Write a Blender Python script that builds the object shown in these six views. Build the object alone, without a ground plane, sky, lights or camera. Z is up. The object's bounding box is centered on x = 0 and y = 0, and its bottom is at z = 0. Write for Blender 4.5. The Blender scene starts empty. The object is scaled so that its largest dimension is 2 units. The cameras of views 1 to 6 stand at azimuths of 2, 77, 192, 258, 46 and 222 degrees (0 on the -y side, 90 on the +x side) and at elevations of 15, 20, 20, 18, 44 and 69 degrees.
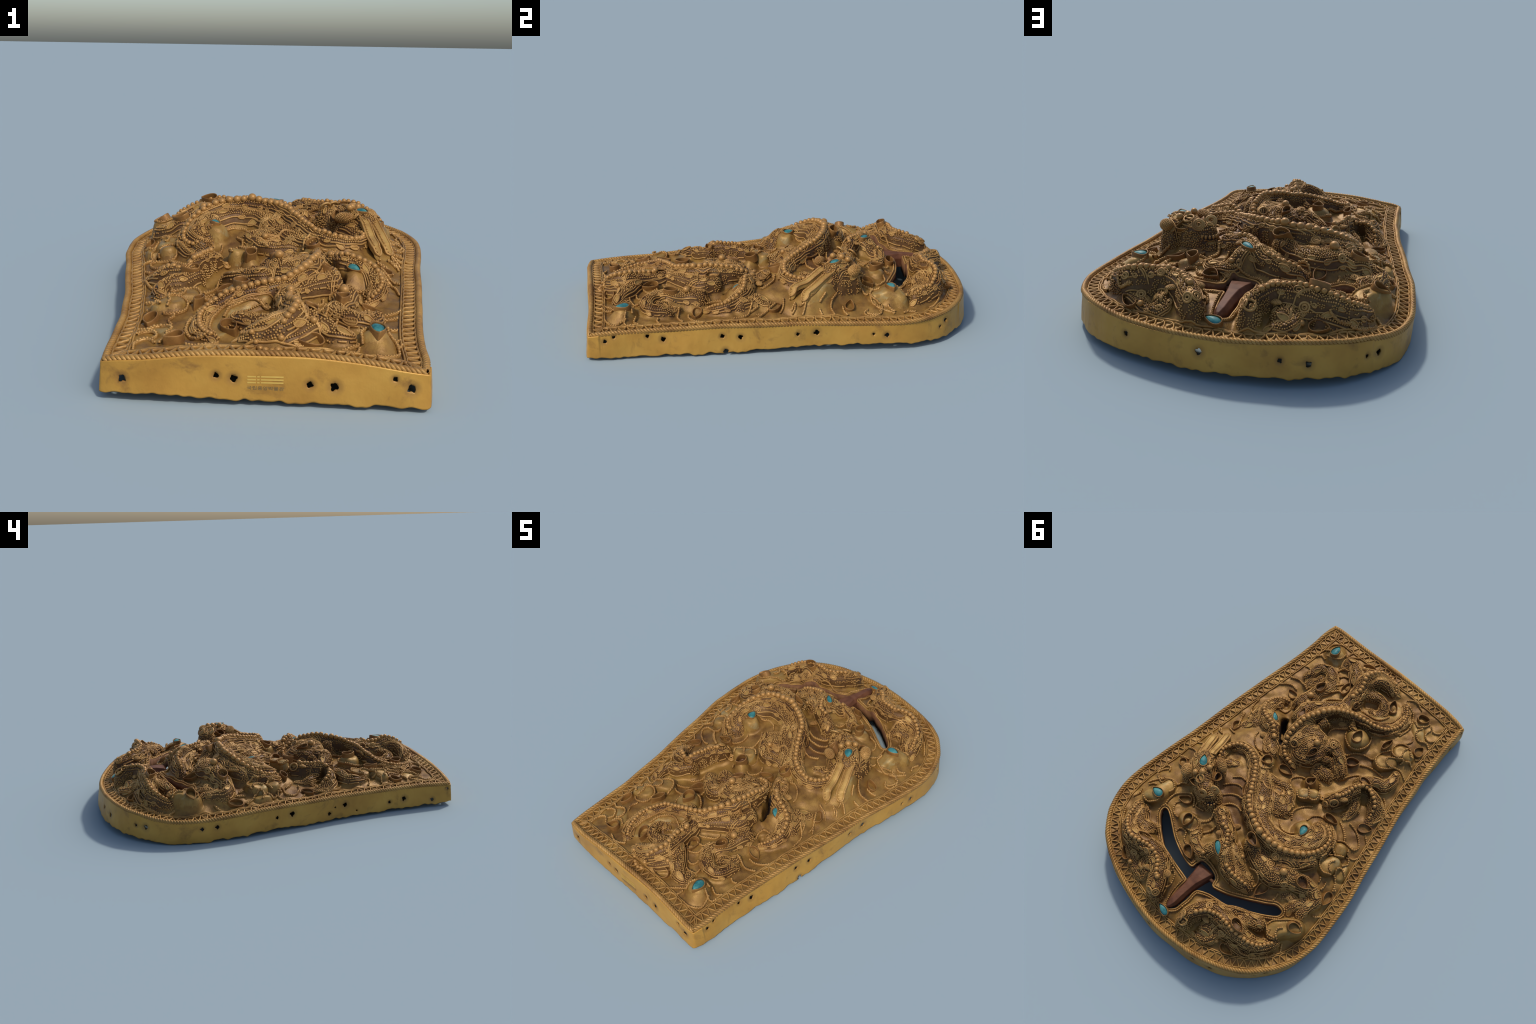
# A cast-gold ceremonial belt buckle: a shield-shaped plate, open underneath,
# with dragons beaten up in relief, granulated wire, teardrop collets, turquoise
# stones, a twisted rope edging, a zigzag wire border and a copper tongue.
import bpy, bmesh, math, random
import numpy as np
from mathutils import Vector, Matrix

random.seed(7)
RNG = np.random.default_rng(7)

# ------------------------------------------------------------------ curves
def spline(points, step=0.006, closed=False):
    """Catmull-Rom through rows of numbers (x, y, then anything), evenly resampled."""
    p = np.asarray(points, float)
    n = len(p)
    if n == 1:
        return p.copy()
    if closed:
        q = np.vstack([p[-1], p, p[0], p[1]])
        spans = n
    else:
        q = np.vstack([2 * p[0] - p[1], p, 2 * p[-1] - p[-2]])
        spans = n - 1
    t = np.linspace(0, 1, 24, endpoint=False)[:, None]
    rows = []
    for i in range(spans):
        a, b, c, d = q[i], q[i + 1], q[i + 2], q[i + 3]
        rows.append(0.5 * (2 * b + (c - a) * t + (2 * a - 5 * b + 4 * c - d) * t**2 + (3 * b - a - 3 * c + d) * t**3))
    rows.append(p[:1] if closed else p[-1:])
    r = np.vstack(rows)
    return even(r, step)


def even(r, step):
    seg = np.linalg.norm(np.diff(r[:, :2], axis=0), axis=1)
    s = np.concatenate([[0], np.cumsum(seg)])
    m = max(2, int(round(s[-1] / step)) + 1)
    u = np.linspace(0, s[-1], m)
    return np.column_stack([np.interp(u, s, r[:, k]) for k in range(r.shape[1])])


def side_of(path):
    """unit vectors pointing left of a path in the ground plane"""
    t = np.gradient(path[:, :2], axis=0)
    t /= np.linalg.norm(t, axis=1)[:, None] + 1e-9
    return np.column_stack([-t[:, 1], t[:, 0]])


def inside(poly, x, y):
    """even-odd test of many points against a polygon"""
    hit = np.zeros(x.shape, bool)
    for (x0, y0), (x1, y1) in zip(poly, np.roll(poly, -1, 0)):
        if y0 == y1:
            continue
        c = ((y0 > y) != (y1 > y)) & (x < (x1 - x0) * (y - y0) / (y1 - y0) + x0)
        hit ^= c
    return hit


# ------------------------------------------------------------------ outline (x, y, height of the rim)
FLANKS = [(.464, -.978, .107), (.479, -.899, .114), (.484, -.799, .115), (.497, -.675, .118), (.513, -.566, .122), (.530, -.464, .127),
          (.544, -.370, .130), (.560, -.275, .131), (.578, -.162, .131), (.594, -.048, .130), (.614, .085, .129), (.635, .191, .128),
          (.654, .297, .126), (.674, .434, .124), (.677, .528, .127), (.665, .602, .130), (.642, .671, .135), (.614, .725, .138),
          (.543, .808, .146), (.459, .868, .145), (.411, .892, .141), (.356, .915, .139), (.239, .950, .138), (.110, .976, .140),
          (-.028, .986, .142), (-.165, .974, .145), (-.225, .966, .149), (-.296, .948, .151), (-.362, .925, .149), (-.422, .897, .146),
          (-.476, .863, .141), (-.525, .822, .137), (-.588, .749, .124), (-.624, .692, .117), (-.645, .643, .112), (-.660, .587, .110),
          (-.672, .510, .110), (-.671, .428, .113), (-.667, .370, .117), (-.660, .290, .120), (-.650, .205, .125), (-.617, .040, .124),
          (-.598, -.077, .124), (-.573, -.210, .123), (-.551, -.324, .121), (-.531, -.483, .120), (-.518, -.580, .118), (-.513, -.680, .119),
          (-.508, -.776, .119), (-.507, -.870, .115), (-.503, -.948, .110)]
FRONT = [(-.503, -.948, .110), (-.457, -.959, .119), (-.392, -.966, .125), (-.349, -.968, .130), (-.194, -.968, .145), (.067, -.966, .148), (.248, -.970, .135),
         (.404, -.980, .115), (.464, -.978, .107)]


def rim_path(step=0.005):
    a, b = spline(FLANKS, step), spline(FRONT, step)
    return np.vstack([a[:-1], b[:-1]])


RIM = rim_path()
RIM_XY = RIM[:, :2]


def inset(path, distance):
    """closed path moved inwards, corners mitred"""
    p = path[:, :2]
    k = 3
    t = np.roll(p, -k, 0) - np.roll(p, k, 0)
    t /= np.linalg.norm(t, axis=1)[:, None]
    n = np.column_stack([-t[:, 1], t[:, 0]])
    q = path.copy()
    q[:, :2] = p + n * distance
    return q


def inset_rim(distance, step=0.005):
    """inset of the rim with crisp front corners"""
    a, b = spline(FLANKS, step), spline(FRONT, step)
    a[:, :2] += side_of(a) * distance
    b[:, :2] += side_of(b) * distance
    if distance > 0:                       # trim where the two runs cross
        a = a[(a[:, 1] > np.interp(a[:, 0], b[:, 0], b[:, 1]))]
        xl, xr = a[-1, 0], a[0, 0]
        b = b[(b[:, 0] > xl + 1e-4) & (b[:, 0] < xr - 1e-4)]
    return even(np.vstack([a, b, a[:1]]), step)[:-1]


# ------------------------------------------------------------------ relief as a height field
CELL = 0.0035
GX = np.arange(-0.70, 0.7001, CELL)
GY = np.arange(-1.01, 1.0101, CELL)
XX, YY = np.meshgrid(GX, GY)


def thin_plate(ctrl):
    """smooth dome through control points"""
    c = np.asarray(ctrl, float)
    d = np.linalg.norm(c[:, None, :2] - c[None, :, :2], axis=2)
    k = lambda r: np.where(r > 1e-9, r * r * np.log(np.maximum(r, 1e-9)), 0)
    n = len(c)
    A = np.zeros((n + 3, n + 3))
    A[:n, :n] = k(d) + np.eye(n) * 0.002
    A[:n, n] = 1
    A[:n, n + 1:] = c[:, :2]
    A[n:, :n] = A[:n, n:].T
    w = np.linalg.solve(A, np.concatenate([c[:, 2], [0, 0, 0]]))
    out = w[n] + w[n + 1] * XX + w[n + 2] * YY
    for i in range(n):
        out += w[i] * k(np.hypot(XX - c[i, 0], YY - c[i, 1]))
    return out


def blur(h, times=1):
    for _ in range(times):
        for ax in (0, 1):
            h = 0.25 * np.roll(h, 1, ax) + 0.5 * h + 0.25 * np.roll(h, -1, ax)
    return h


class Relief:
    def __init__(self, base):
        self.base = base
        self.h = base.copy()
        self.who = np.full(base.shape, -1, int)
        self.names = []

    def label(self, key):
        if key not in self.names:
            self.names.append(key)
        return self.names.index(key)

    def raise_along(self, key, path, shape=3.0, edge=2.0):
        """stamp a rounded ridge: rows are x, y, top height, half width"""
        lab = self.label(key)
        for x, y, z, w in path:
            i0, i1 = np.searchsorted(GX, [x - w, x + w])
            j0, j1 = np.searchsorted(GY, [y - w, y + w])
            if i1 <= i0 or j1 <= j0:
                continue
            s = (slice(j0, j1), slice(i0, i1))
            t = np.hypot(XX[s] - x, YY[s] - y) / w
            f = np.clip(1 - t**shape, 0, 1) ** (1 / edge)
            b = self.base[s]
            h = b + (z - b) * f
            better = (h > self.h[s]) & (t < 1)
            self.h[s][better] = h[better]
            self.who[s][better] = lab

    def sink_along(self, path):
        for x, y, z, w in path:
            i0, i1 = np.searchsorted(GX, [x - w, x + w])
            j0, j1 = np.searchsorted(GY, [y - w, y + w])
            s = (slice(j0, j1), slice(i0, i1))
            t = np.hypot(XX[s] - x, YY[s] - y) / w
            f = np.clip(1 - t**4, 0, 1) ** 0.5
            h = self.h[s] + (z - self.h[s]) * f
            low = (h < self.h[s]) & (t < 1)
            self.h[s][low] = h[low]


def sample(field, x, y):
    u = np.clip((np.asarray(x, float) - GX[0]) / CELL, 0, len(GX) - 1.001)
    v = np.clip((np.asarray(y, float) - GY[0]) / CELL, 0, len(GY) - 1.001)
    i, j = u.astype(int), v.astype(int)
    a, b = u - i, v - j
    return (field[j, i] * (1 - a) * (1 - b) + field[j, i + 1] * a * (1 - b) + field[j + 1, i] * (1 - a) * b + field[j + 1, i + 1] * a * b)

# ------------------------------------------------------------------ level of the beaten ground plate
DOME = [(.445, -.100, .145), (.315, -.100, .222), (.340, -.190, .195), (.375, -.090, .208), (-.350, -.400, .135), (-.250, -.720, .142), (-.350, -.620, .162), (-.220, -.600, .155), (-.060, -.540, .180), (.550, .380, .155), (.100, .150, .270), (.360, -.470, .115), (.130, -.670, .175), (.240, -.600, .165), (.060, -.080, .175), (-.180, -.370, .140), (-.400, -.670, .138), (-.420, -.500, .148), (-.500, .100, .150), (-.450, -.300, .140), (-.580, .450, .155), (-.530, .500, .180), (-.330, -.800, .130), (-.130, -.770, .140), (.130, -.870, .140), (-.050, -.500, .165), (-.468, -.127, .135), (-.300, -.050, .170), (-.560, .300, .145), (-.290, .500, .215), (-.350, .830, .150), (.130, .600, .210), (.240, .490, .225), (.340, .400, .200), (.380, .820, .150), (.510, .256, .155), (.150, .220, .260), (.130, .280, .250), (-.170, .170, .252), (.050, .700, .215), (-.090, .640, .215), (-.425, .500, .205), (.400, .520, .190), (-.200, .000, .190), (-.450, .050, .160), (.000, -.900, .140), (.250, -.780, .145), (.018, .900, .165), (.550, .450, .150), (.100, -.300, .190), (-.020, .030, .200), (-.090, .040, .200), (.050, .400, .250), (.300, .550, .200), (-.250, .700, .200), (.200, .750, .190), (-.560, .500, .160), (-.555, .200, .152), (-.525, .000, .150), (-.490, -.200, .148), (-.450, -.420, .146), (-.430, -.600, .142), (-.430, -.800, .140), (.000, .885, .165), (.200, .865, .165), (-.200, .870, .168), (-.420, .800, .168), (.500, .050, .172), (.470, -.040, .166), (.530, .150, .168), (.450, .350, .180)]
edge_ring = inset_rim(0.072, 0.09)
BASE = thin_plate(DOME + [(x, y, z + 0.005) for x, y, z in edge_ring] + [(x, y, z + 0.002) for x, y, z in inset_rim(0.0, 0.12)])
RELIEF = Relief(BASE)


def ridge(dragon, part, points):
    path = spline(points, 0.006)
    path[:, 3] *= 1.15
    skirt = path.copy()                                # the sheet swells up towards a body
    skirt[:, 3] *= 1.4
    skirt[:, 2] -= 0.76 * (skirt[:, 2] - sample(BASE, skirt[:, 0], skirt[:, 1]))
    SKIRTS.append(((dragon, part), skirt))
    RELIEF.raise_along((dragon, part), path, shape=3.0, edge=1.8)
    RIDGE_LINES.append((dragon, part, path))


def mound(points):
    RELIEF.raise_along(("plate", "petal"), spline(points, 0.006), shape=5.0, edge=1.8)


def pit(points):
    RELIEF.sink_along(spline(points, 0.006))


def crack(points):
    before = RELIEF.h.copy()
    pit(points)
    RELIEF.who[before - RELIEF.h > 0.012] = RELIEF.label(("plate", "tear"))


RIDGE_LINES, SKIRTS = [], []
# ------------------------------------------------------------------ dragon bodies: x, y, crest height, half width
ridge("large_dragon", "neck", [(.356, .119, .270, .026), (.364, .070, .274, .026), (.330, .009, .272, .026), (.278, -.011, .280, .026), (.215, .005, .293, .030), (.168, .040, .300, .030)])
ridge("large_dragon", "torso", [(.168, .040, .300, .032), (.122, .101, .320, .032), (.076, .176, .340, .032), (.048, .218, .352, .032), (-.013, .264, .362, .032), (-.087, .298, .368, .032), (-.152, .309, .366, .032), (-.213, .303, .360, .032), (-.243, .297, .353, .032), (-.294, .268, .334, .032), (-.328, .241, .316, .032), (-.353, .209, .300, .032)])
ridge("large_dragon", "tail", [(-.352, .209, .296, .030), (-.369, .176, .275, .030), (-.379, .141, .260, .030), (-.383, .115, .252, .030), (-.379, .079, .238, .030), (-.360, .048, .220, .030), (-.332, .025, .204, .030), (-.300, .014, .192, .030)])
ridge("large_dragon", "torso", [(.162, .003, .268, .030), (.090, .074, .278, .045), (.027, .140, .297, .055), (-.022, .203, .318, .048), (-.065, .252, .326, .050), (-.127, .268, .336, .050), (-.190, .266, .338, .050), (-.246, .243, .330, .050), (-.292, .200, .318, .050), (-.316, .145, .300, .058), (-.325, .094, .275, .055), (-.304, .061, .248, .045)])
ridge("large_dragon", "torso", [(-.011, .119, .280, .060), (-.054, .107, .275, .060), (-.088, .108, .270, .040)])
ridge("large_dragon", "tail_groove", [(-.287, .164, .308, .028), (-.277, .119, .298, .028), (-.241, .103, .290, .028), (-.225, .122, .285, .026)])
ridge("large_dragon", "leg", [(-.087, .085, .262, .035), (-.055, .026, .255, .028), (-.011, -.001, .250, .024), (.024, .013, .245, .022), (.068, .016, .245, .020), (.084, .014, .240, .018)])
ridge("large_dragon", "leg", [(-.028, .048, .250, .022), (.016, .052, .245, .018), (.048, .069, .240, .018), (.079, .058, .235, .016)])
ridge("large_dragon", "torso", [(-.121, .363, .325, .045), (-.173, .377, .310, .055), (-.228, .388, .310, .060), (-.282, .398, .310, .060), (-.324, .373, .308, .060), (-.373, .355, .288, .045)])
ridge("large_dragon", "torso", [(-.247, .330, .325, .040), (-.298, .301, .320, .040), (-.347, .261, .300, .035), (-.377, .221, .270, .030)])
ridge("large_dragon", "leg", [(-.372, .355, .285, .045), (-.428, .337, .262, .042), (-.477, .326, .240, .032), (-.524, .351, .225, .026), (-.518, .394, .220, .022), (-.511, .451, .215, .022), (-.519, .467, .205, .018)])
ridge("large_dragon", "leg", [(-.452, .370, .225, .020), (-.485, .386, .225, .018), (-.469, .426, .225, .020), (-.453, .459, .220, .025), (-.458, .478, .210, .018)])
ridge("large_dragon", "leg", [(-.392, .455, .220, .018), (-.394, .429, .225, .018), (-.422, .424, .225, .020), (-.452, .421, .220, .020)])
ridge("large_dragon", "head", [(.400, .185, .335, .050), (.380, .215, .345, .052), (.345, .250, .350, .056), (.300, .285, .350, .056), (.255, .320, .345, .045), (.235, .310, .345, .045)])
ridge("large_dragon", "head", [(.225, .320, .300, .045), (.205, .335, .280, .040)])
ridge("large_dragon", "head", [(.412, .235, .318, .042), (.402, .290, .305, .042)])
ridge("large_dragon", "head", [(.300, .195, .300, .036), (.345, .150, .290, .034)])
ridge("large_dragon", "mane", [(.400, .185, .315, .050), (.425, .120, .262, .050), (.440, .060, .212, .048), (.450, .000, .175, .040)])
ridge("large_dragon", "leg", [(.303, .112, .262, .020), (.278, .088, .260, .020), (.244, .087, .258, .020), (.227, .113, .255, .017)])
ridge("front_dragon", "tail", [(-.187, -.821, .162, .022), (-.228, -.757, .165, .026), (-.217, -.664, .187, .026), (-.146, -.594, .224, .026)])
ridge("front_dragon", "tail_groove", [(-.167, -.771, .155, .030), (-.179, -.698, .170, .040), (-.137, -.636, .192, .040), (-.081, -.601, .210, .034), (-.027, -.582, .226, .026)])
ridge("corner_dragon", "torso", [(.118, -.800, .215, .040), (.065, -.845, .195, .040), (.000, -.870, .172, .032)])
ridge("front_dragon", "torso", [(-.146, -.594, .224, .026), (-.046, -.563, .246, .027), (.050, -.522, .256, .027), (.118, -.440, .276, .032), (.156, -.344, .290, .032), (.164, -.284, .282, .032), (.165, -.227, .262, .026), (.149, -.178, .235, .022), (.118, -.139, .220, .022), (.051, -.127, .195, .022)])
ridge("front_dragon", "torso", [(.074, -.552, .240, .030), (.143, -.479, .252, .040), (.199, -.423, .250, .045), (.205, -.366, .258, .040)])
ridge("front_dragon", "leg", [(.260, -.447, .212, .046), (.248, -.498, .205, .042), (.243, -.558, .200, .033), (.211, -.619, .200, .033), (.234, -.671, .200, .033), (.279, -.699, .195, .030), (.329, -.683, .188, .028), (.345, -.635, .178, .025), (.353, -.604, .166, .022)])
ridge("front_dragon", "leg", [(.288, -.636, .180, .018), (.287, -.611, .170, .020), (.319, -.582, .160, .022), (.322, -.561, .150, .020)])
ridge("front_dragon", "torso", [(.121, -.239, .265, .050), (.104, -.313, .268, .058), (.063, -.329, .263, .040), (.019, -.319, .258, .042), (.044, -.260, .270, .055), (.067, -.202, .242, .050), (.014, -.211, .245, .045), (-.010, -.254, .248, .045)])
ridge("front_dragon", "torso", [(.081, -.390, .262, .018), (.065, -.443, .262, .020), (.021, -.489, .250, .022), (-.029, -.512, .235, .020), (-.059, -.503, .220, .016)])
ridge("front_dragon", "leg", [(-.018, -.309, .242, .035), (-.040, -.354, .238, .036), (-.094, -.331, .230, .034), (-.142, -.300, .215, .028), (-.174, -.273, .195, .025)])
ridge("front_dragon", "leg", [(-.066, -.261, .230, .022), (-.088, -.277, .210, .018), (-.117, -.261, .190, .018)])
ridge("front_dragon", "leg", [(-.089, -.216, .195, .024), (-.123, -.209, .195, .030)])
ridge("front_dragon", "leg", [(-.136, -.290, .190, .024), (-.166, -.255, .180, .024)])
ridge("front_dragon", "leg", [(-.071, -.222, .195, .020), (-.056, -.184, .185, .020), (-.084, -.177, .175, .018)])
ridge("corner_dragon", "head", [(.052, -.567, .243, .030), (.054, -.610, .245, .040), (.053, -.650, .245, .042)])
ridge("corner_dragon", "torso", [(.055, -.652, .240, .042), (.064, -.712, .245, .040), (.075, -.773, .257, .036), (.054, -.827, .242, .033), (.006, -.867, .212, .030), (-.045, -.875, .197, .026)])
ridge("corner_dragon", "tail", [(-.045, -.875, .197, .026), (-.088, -.853, .155, .020)])
ridge("corner_dragon", "tail", [(.046, -.785, .232, .030), (.013, -.828, .235, .030), (-.039, -.845, .210, .030), (-.074, -.835, .175, .022)])
ridge("corner_dragon", "leg", [(.024, -.730, .200, .035), (-.019, -.745, .200, .034), (-.077, -.741, .200, .030), (-.108, -.705, .190, .028), (-.093, -.658, .180, .025), (-.061, -.664, .175, .018)])
ridge("corner_dragon", "leg", [(.102, -.736, .230, .038), (.153, -.782, .215, .035), (.196, -.823, .195, .028), (.238, -.820, .182, .024), (.233, -.790, .172, .022), (.211, -.790, .165, .018)])
ridge("right_dragon", "tail", [(.335, -.415, .140, .016), (.375, -.379, .170, .022), (.389, -.323, .195, .032)])
ridge("right_dragon", "tail", [(.336, -.384, .155, .018), (.361, -.356, .170, .024)])
ridge("right_dragon", "torso", [(.389, -.323, .195, .032), (.368, -.257, .230, .036), (.317, -.220, .250, .038), (.261, -.202, .262, .036), (.228, -.169, .240, .040)])
ridge("right_dragon", "head", [(.230, -.170, .235, .042), (.207, -.122, .248, .038), (.179, -.091, .250, .030)])
ridge("right_dragon", "torso", [(.395, -.259, .200, .035), (.374, -.204, .205, .045), (.360, -.173, .200, .040)])
ridge("right_dragon", "leg", [(.366, -.171, .195, .038), (.398, -.128, .180, .035), (.396, -.079, .175, .022), (.357, -.075, .175, .022), (.348, -.096, .165, .016)])
ridge("right_dragon", "leg", [(.310, -.196, .200, .030), (.326, -.174, .185, .015)])
ridge("left_dragon", "head", [(-.236, -.104, .232, .036), (-.249, -.127, .240, .036), (-.264, -.155, .248, .034)])
ridge("left_dragon", "torso", [(-.264, -.155, .248, .034), (-.289, -.219, .250, .034), (-.314, -.268, .240, .032), (-.372, -.273, .225, .032), (-.418, -.261, .200, .036), (-.448, -.230, .170, .036)])
ridge("left_dragon", "tail", [(-.448, -.230, .170, .036), (-.449, -.169, .145, .026)])
ridge("left_dragon", "leg", [(-.285, -.299, .220, .028), (-.344, -.349, .210, .033), (-.387, -.363, .200, .030), (-.406, -.415, .190, .026), (-.396, -.462, .180, .020)])
ridge("left_dragon", "leg", [(-.321, -.212, .195, .022), (-.347, -.166, .190, .022), (-.353, -.129, .172, .020), (-.339, -.084, .165, .020)])
ridge("back_dragon", "head", [(.130, .342, .310, .034), (.085, .372, .322, .034), (.043, .394, .334, .036)])
ridge("back_dragon", "torso", [(.043, .394, .334, .036), (.012, .420, .336, .036), (-.015, .463, .336, .036), (-.042, .491, .336, .038), (-.093, .530, .314, .038), (-.146, .543, .297, .036)])
ridge("back_dragon", "tail", [(-.146, .543, .297, .036), (-.191, .536, .280, .036), (-.223, .529, .262, .028)])
ridge("back_dragon", "torso", [(-.062, .444, .310, .034), (-.097, .489, .300, .044), (-.147, .510, .280, .040), (-.199, .510, .260, .030)])
ridge("back_dragon", "leg", [(.009, .487, .325, .030), (.044, .531, .288, .036), (.059, .559, .270, .032), (.111, .549, .262, .022), (.155, .518, .258, .022), (.152, .486, .252, .020)])
ridge("back_dragon", "leg", [(-.052, .426, .275, .020), (-.099, .442, .265, .022), (-.141, .417, .245, .020)])
ridge("bow_dragon", "tail", [(.508, .590, .205, .030), (.491, .649, .230, .030)])
ridge("bow_dragon", "torso", [(.495, .648, .220, .030), (.456, .701, .245, .036), (.390, .730, .277, .042), (.321, .720, .286, .044), (.257, .715, .286, .046), (.198, .741, .282, .050), (.161, .779, .275, .046)])
ridge("bow_dragon", "head", [(.161, .779, .275, .046), (.128, .831, .265, .046), (.106, .866, .250, .036)])
ridge("bow_dragon", "torso", [(.474, .613, .215, .040), (.434, .655, .232, .042), (.385, .654, .235, .040), (.356, .625, .210, .022)])
ridge("bow_dragon", "torso", [(.195, .697, .240, .030), (.154, .726, .235, .030)])
ridge("bow_dragon", "torso", [(.252, .789, .222, .034), (.248, .809, .210, .028)])
ridge("bow_dragon", "leg", [(.375, .770, .200, .034), (.341, .791, .190, .034), (.308, .819, .180, .030), (.236, .846, .190, .024), (.224, .799, .205, .020)])
ridge("crest_dragon", "head", [(-.101, .869, .245, .036), (-.101, .825, .272, .036), (-.126, .780, .285, .040)])
ridge("crest_dragon", "torso", [(-.126, .780, .285, .040), (-.169, .736, .290, .042), (-.227, .729, .290, .046), (-.296, .735, .285, .046), (-.373, .736, .265, .042), (-.432, .725, .240, .036)])
ridge("crest_dragon", "tail", [(-.432, .725, .238, .036), (-.473, .694, .218, .030), (-.503, .643, .192, .024)])
ridge("crest_dragon", "torso", [(-.353, .774, .210, .040), (-.422, .759, .188, .042), (-.483, .720, .175, .032)])
ridge("crest_dragon", "torso", [(-.226, .790, .226, .038), (-.208, .812, .222, .034)])
ridge("crest_dragon", "leg", [(-.311, .770, .220, .025), (-.266, .791, .218, .022), (-.261, .830, .200, .020), (-.234, .864, .190, .020), (-.192, .870, .188, .017)])
ridge("crest_dragon", "leg", [(-.247, .684, .260, .030), (-.283, .655, .245, .030), (-.333, .653, .240, .030), (-.388, .628, .235, .030)])
for key, skirt in SKIRTS:
    RELIEF.raise_along(("plate", "swell"), skirt, shape=2.0, edge=1.0)
# raised petals and drums
mound([(-.110, -.480, .212, .066)])
mound([(-.444, .065, .212, .042)])
mound([(-.448, .180, .218, .050), (-.466, .140, .208, .043)])
mound([(-.530, .165, .170, .030), (-.519, .122, .175, .030)])
mound([(-.293, -.468, .190, .046), (-.333, -.498, .188, .036)])
mound([(-.337, -.573, .195, .046), (-.380, -.590, .180, .034)])
mound([(-.286, -.812, .142, .034), (-.326, -.759, .148, .034), (-.366, -.736, .142, .024)])
mound([(-.103, -.035, .240, .038), (-.149, -.066, .240, .038)])
mound([(.512, .515, .205, .034), (.471, .475, .215, .045), (.463, .405, .205, .040)])
mound([(.267, .478, .235, .036), (.208, .460, .235, .030), (.194, .503, .232, .022)])
mound([(.335, .477, .205, .030)])
mound([(.162, -.041, .240, .044)])
mound([(-.468, .605, .216, .045), (-.492, .560, .228, .048), (-.537, .518, .220, .046)])
mound([(.312, -.799, .165, .055)])
mound([(.040, .888, .165, .030)])
mound([(-.225, .349, .305, .035)])
mound([(-.082, .418, .250, .020)])
mound([(.362, -.151, .170, .030)])


def seat(x, y, top, radius=0.055):
    """a gentle boss under a collet, only where the sheet lies lower"""
    t = np.clip(np.hypot(XX - x, YY - y) / radius, 0, 1)
    lift = np.maximum(top - RELIEF.h, 0) * (1 - t**2) ** 1.5
    RELIEF.h += lift


# bosses the collets stand on
seat(.124, -.872, .151)
seat(.132, -.665, .186)
seat(.239, -.576, .199)
seat(.354, -.466, .114)
seat(.196, -.363, .242)
seat(-.133, -.769, .154)
seat(-.110, -.476, .214)
seat(-.304, -.830, .139)
seat(-.404, -.661, .132)
seat(-.175, -.365, .147)
seat(-.252, -.562, .174)
seat(-.308, -.304, .209)
seat(-.462, -.124, .129)
seat(-.303, -.032, .184)
seat(.156, -.036, .247)
seat(.059, -.080, .174)
seat(-.092, -.112, .222)
seat(.446, -.102, .152)
seat(-.101, .357, .333)
seat(-.428, .339, .264)
seat(-.559, .297, .140)
seat(-.543, .529, .209)
seat(-.288, .495, .222)
seat(-.330, .712, .279)
seat(-.350, .828, .157)
seat(.124, .601, .219)
seat(.241, .484, .244)
seat(.340, .405, .199)
seat(.337, .693, .261)
seat(.381, .815, .160)
seat(.509, .254, .152)
seat(.122, .171, .277)
seat(.004, -.225, .246)
seat(.331, -.816, .186, .072)
seat(.302, -.266, .222, .072)
seat(.376, .210, .342, .072)
seat(-.251, .140, .296, .072)
seat(.003, .500, .324, .072)
seat(.471, .476, .233, .072)
seat(.023, .896, .178, .072)
# hollows between the bodies, and the dark tear in the sheet
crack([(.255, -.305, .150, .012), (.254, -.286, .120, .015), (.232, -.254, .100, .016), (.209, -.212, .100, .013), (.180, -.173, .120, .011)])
pit([(.334, .059, .235, .026), (.302, .055, .240, .030)])
pit([(.064, -.448, .190, .022), (.033, -.478, .180, .030), (-.012, -.507, .180, .024)])
pit([(-.117, .186, .262, .026), (-.170, .171, .258, .032), (-.203, .164, .262, .020)])
pit([(-.082, .160, .262, .020), (-.113, .143, .262, .022)])
pit([(-.017, -.688, .150, .030), (-.053, -.712, .150, .022)])
pit([(.326, -.381, .130, .020)])
pit([(-.361, -.244, .140, .030), (-.338, -.262, .150, .024)])
pit([(.130, .456, .225, .030)])
# nothing of the relief runs under the border
field_mask = blur(inside(inset_rim(0.078)[:, :2], XX, YY).astype(float), 4)
RELIEF.who[field_mask < 0.4] = -1
RELIEF.h = BASE + (RELIEF.h - BASE) * field_mask
RELIEF.h = blur(RELIEF.h, 2)
_wob = sum(np.sin(XX * a + YY * b + c) for a, b, c in ((61, 23, 1), (-37, 71, 2), (83, -59, 4), (19, 97, 5)))
RELIEF.h = RELIEF.h + 0.0012 * _wob

# ------------------------------------------------------------------ the crescent slot the tongue lies in
SLOT = [(.371, .503), (.332, .524), (.288, .554), (.238, .587), (.199, .606), (.152, .625), (.105, .638), (.063, .640), (.056, .612), (.041, .586), (.008, .578), (-.038, .586), (-.074, .604), (-.086, .640), (-.116, .640), (-.190, .613), (-.269, .571), (-.342, .529), (-.387, .500), (-.420, .497), (-.438, .506), (-.436, .533), (-.404, .562), (-.341, .600), (-.276, .635), (-.207, .668), (-.146, .680), (-.100, .688), (-.049, .712), (-.038, .735), (-.037, .769), (-.028, .815), (-.020, .848), (-.001, .870), (.018, .872), (.035, .833), (.041, .772), (.036, .715), (.057, .704), (.100, .695), (.161, .682), (.215, .669), (.259, .654), (.308, .622), (.350, .590), (.391, .549), (.402, .520), (.395, .503)]
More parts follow.
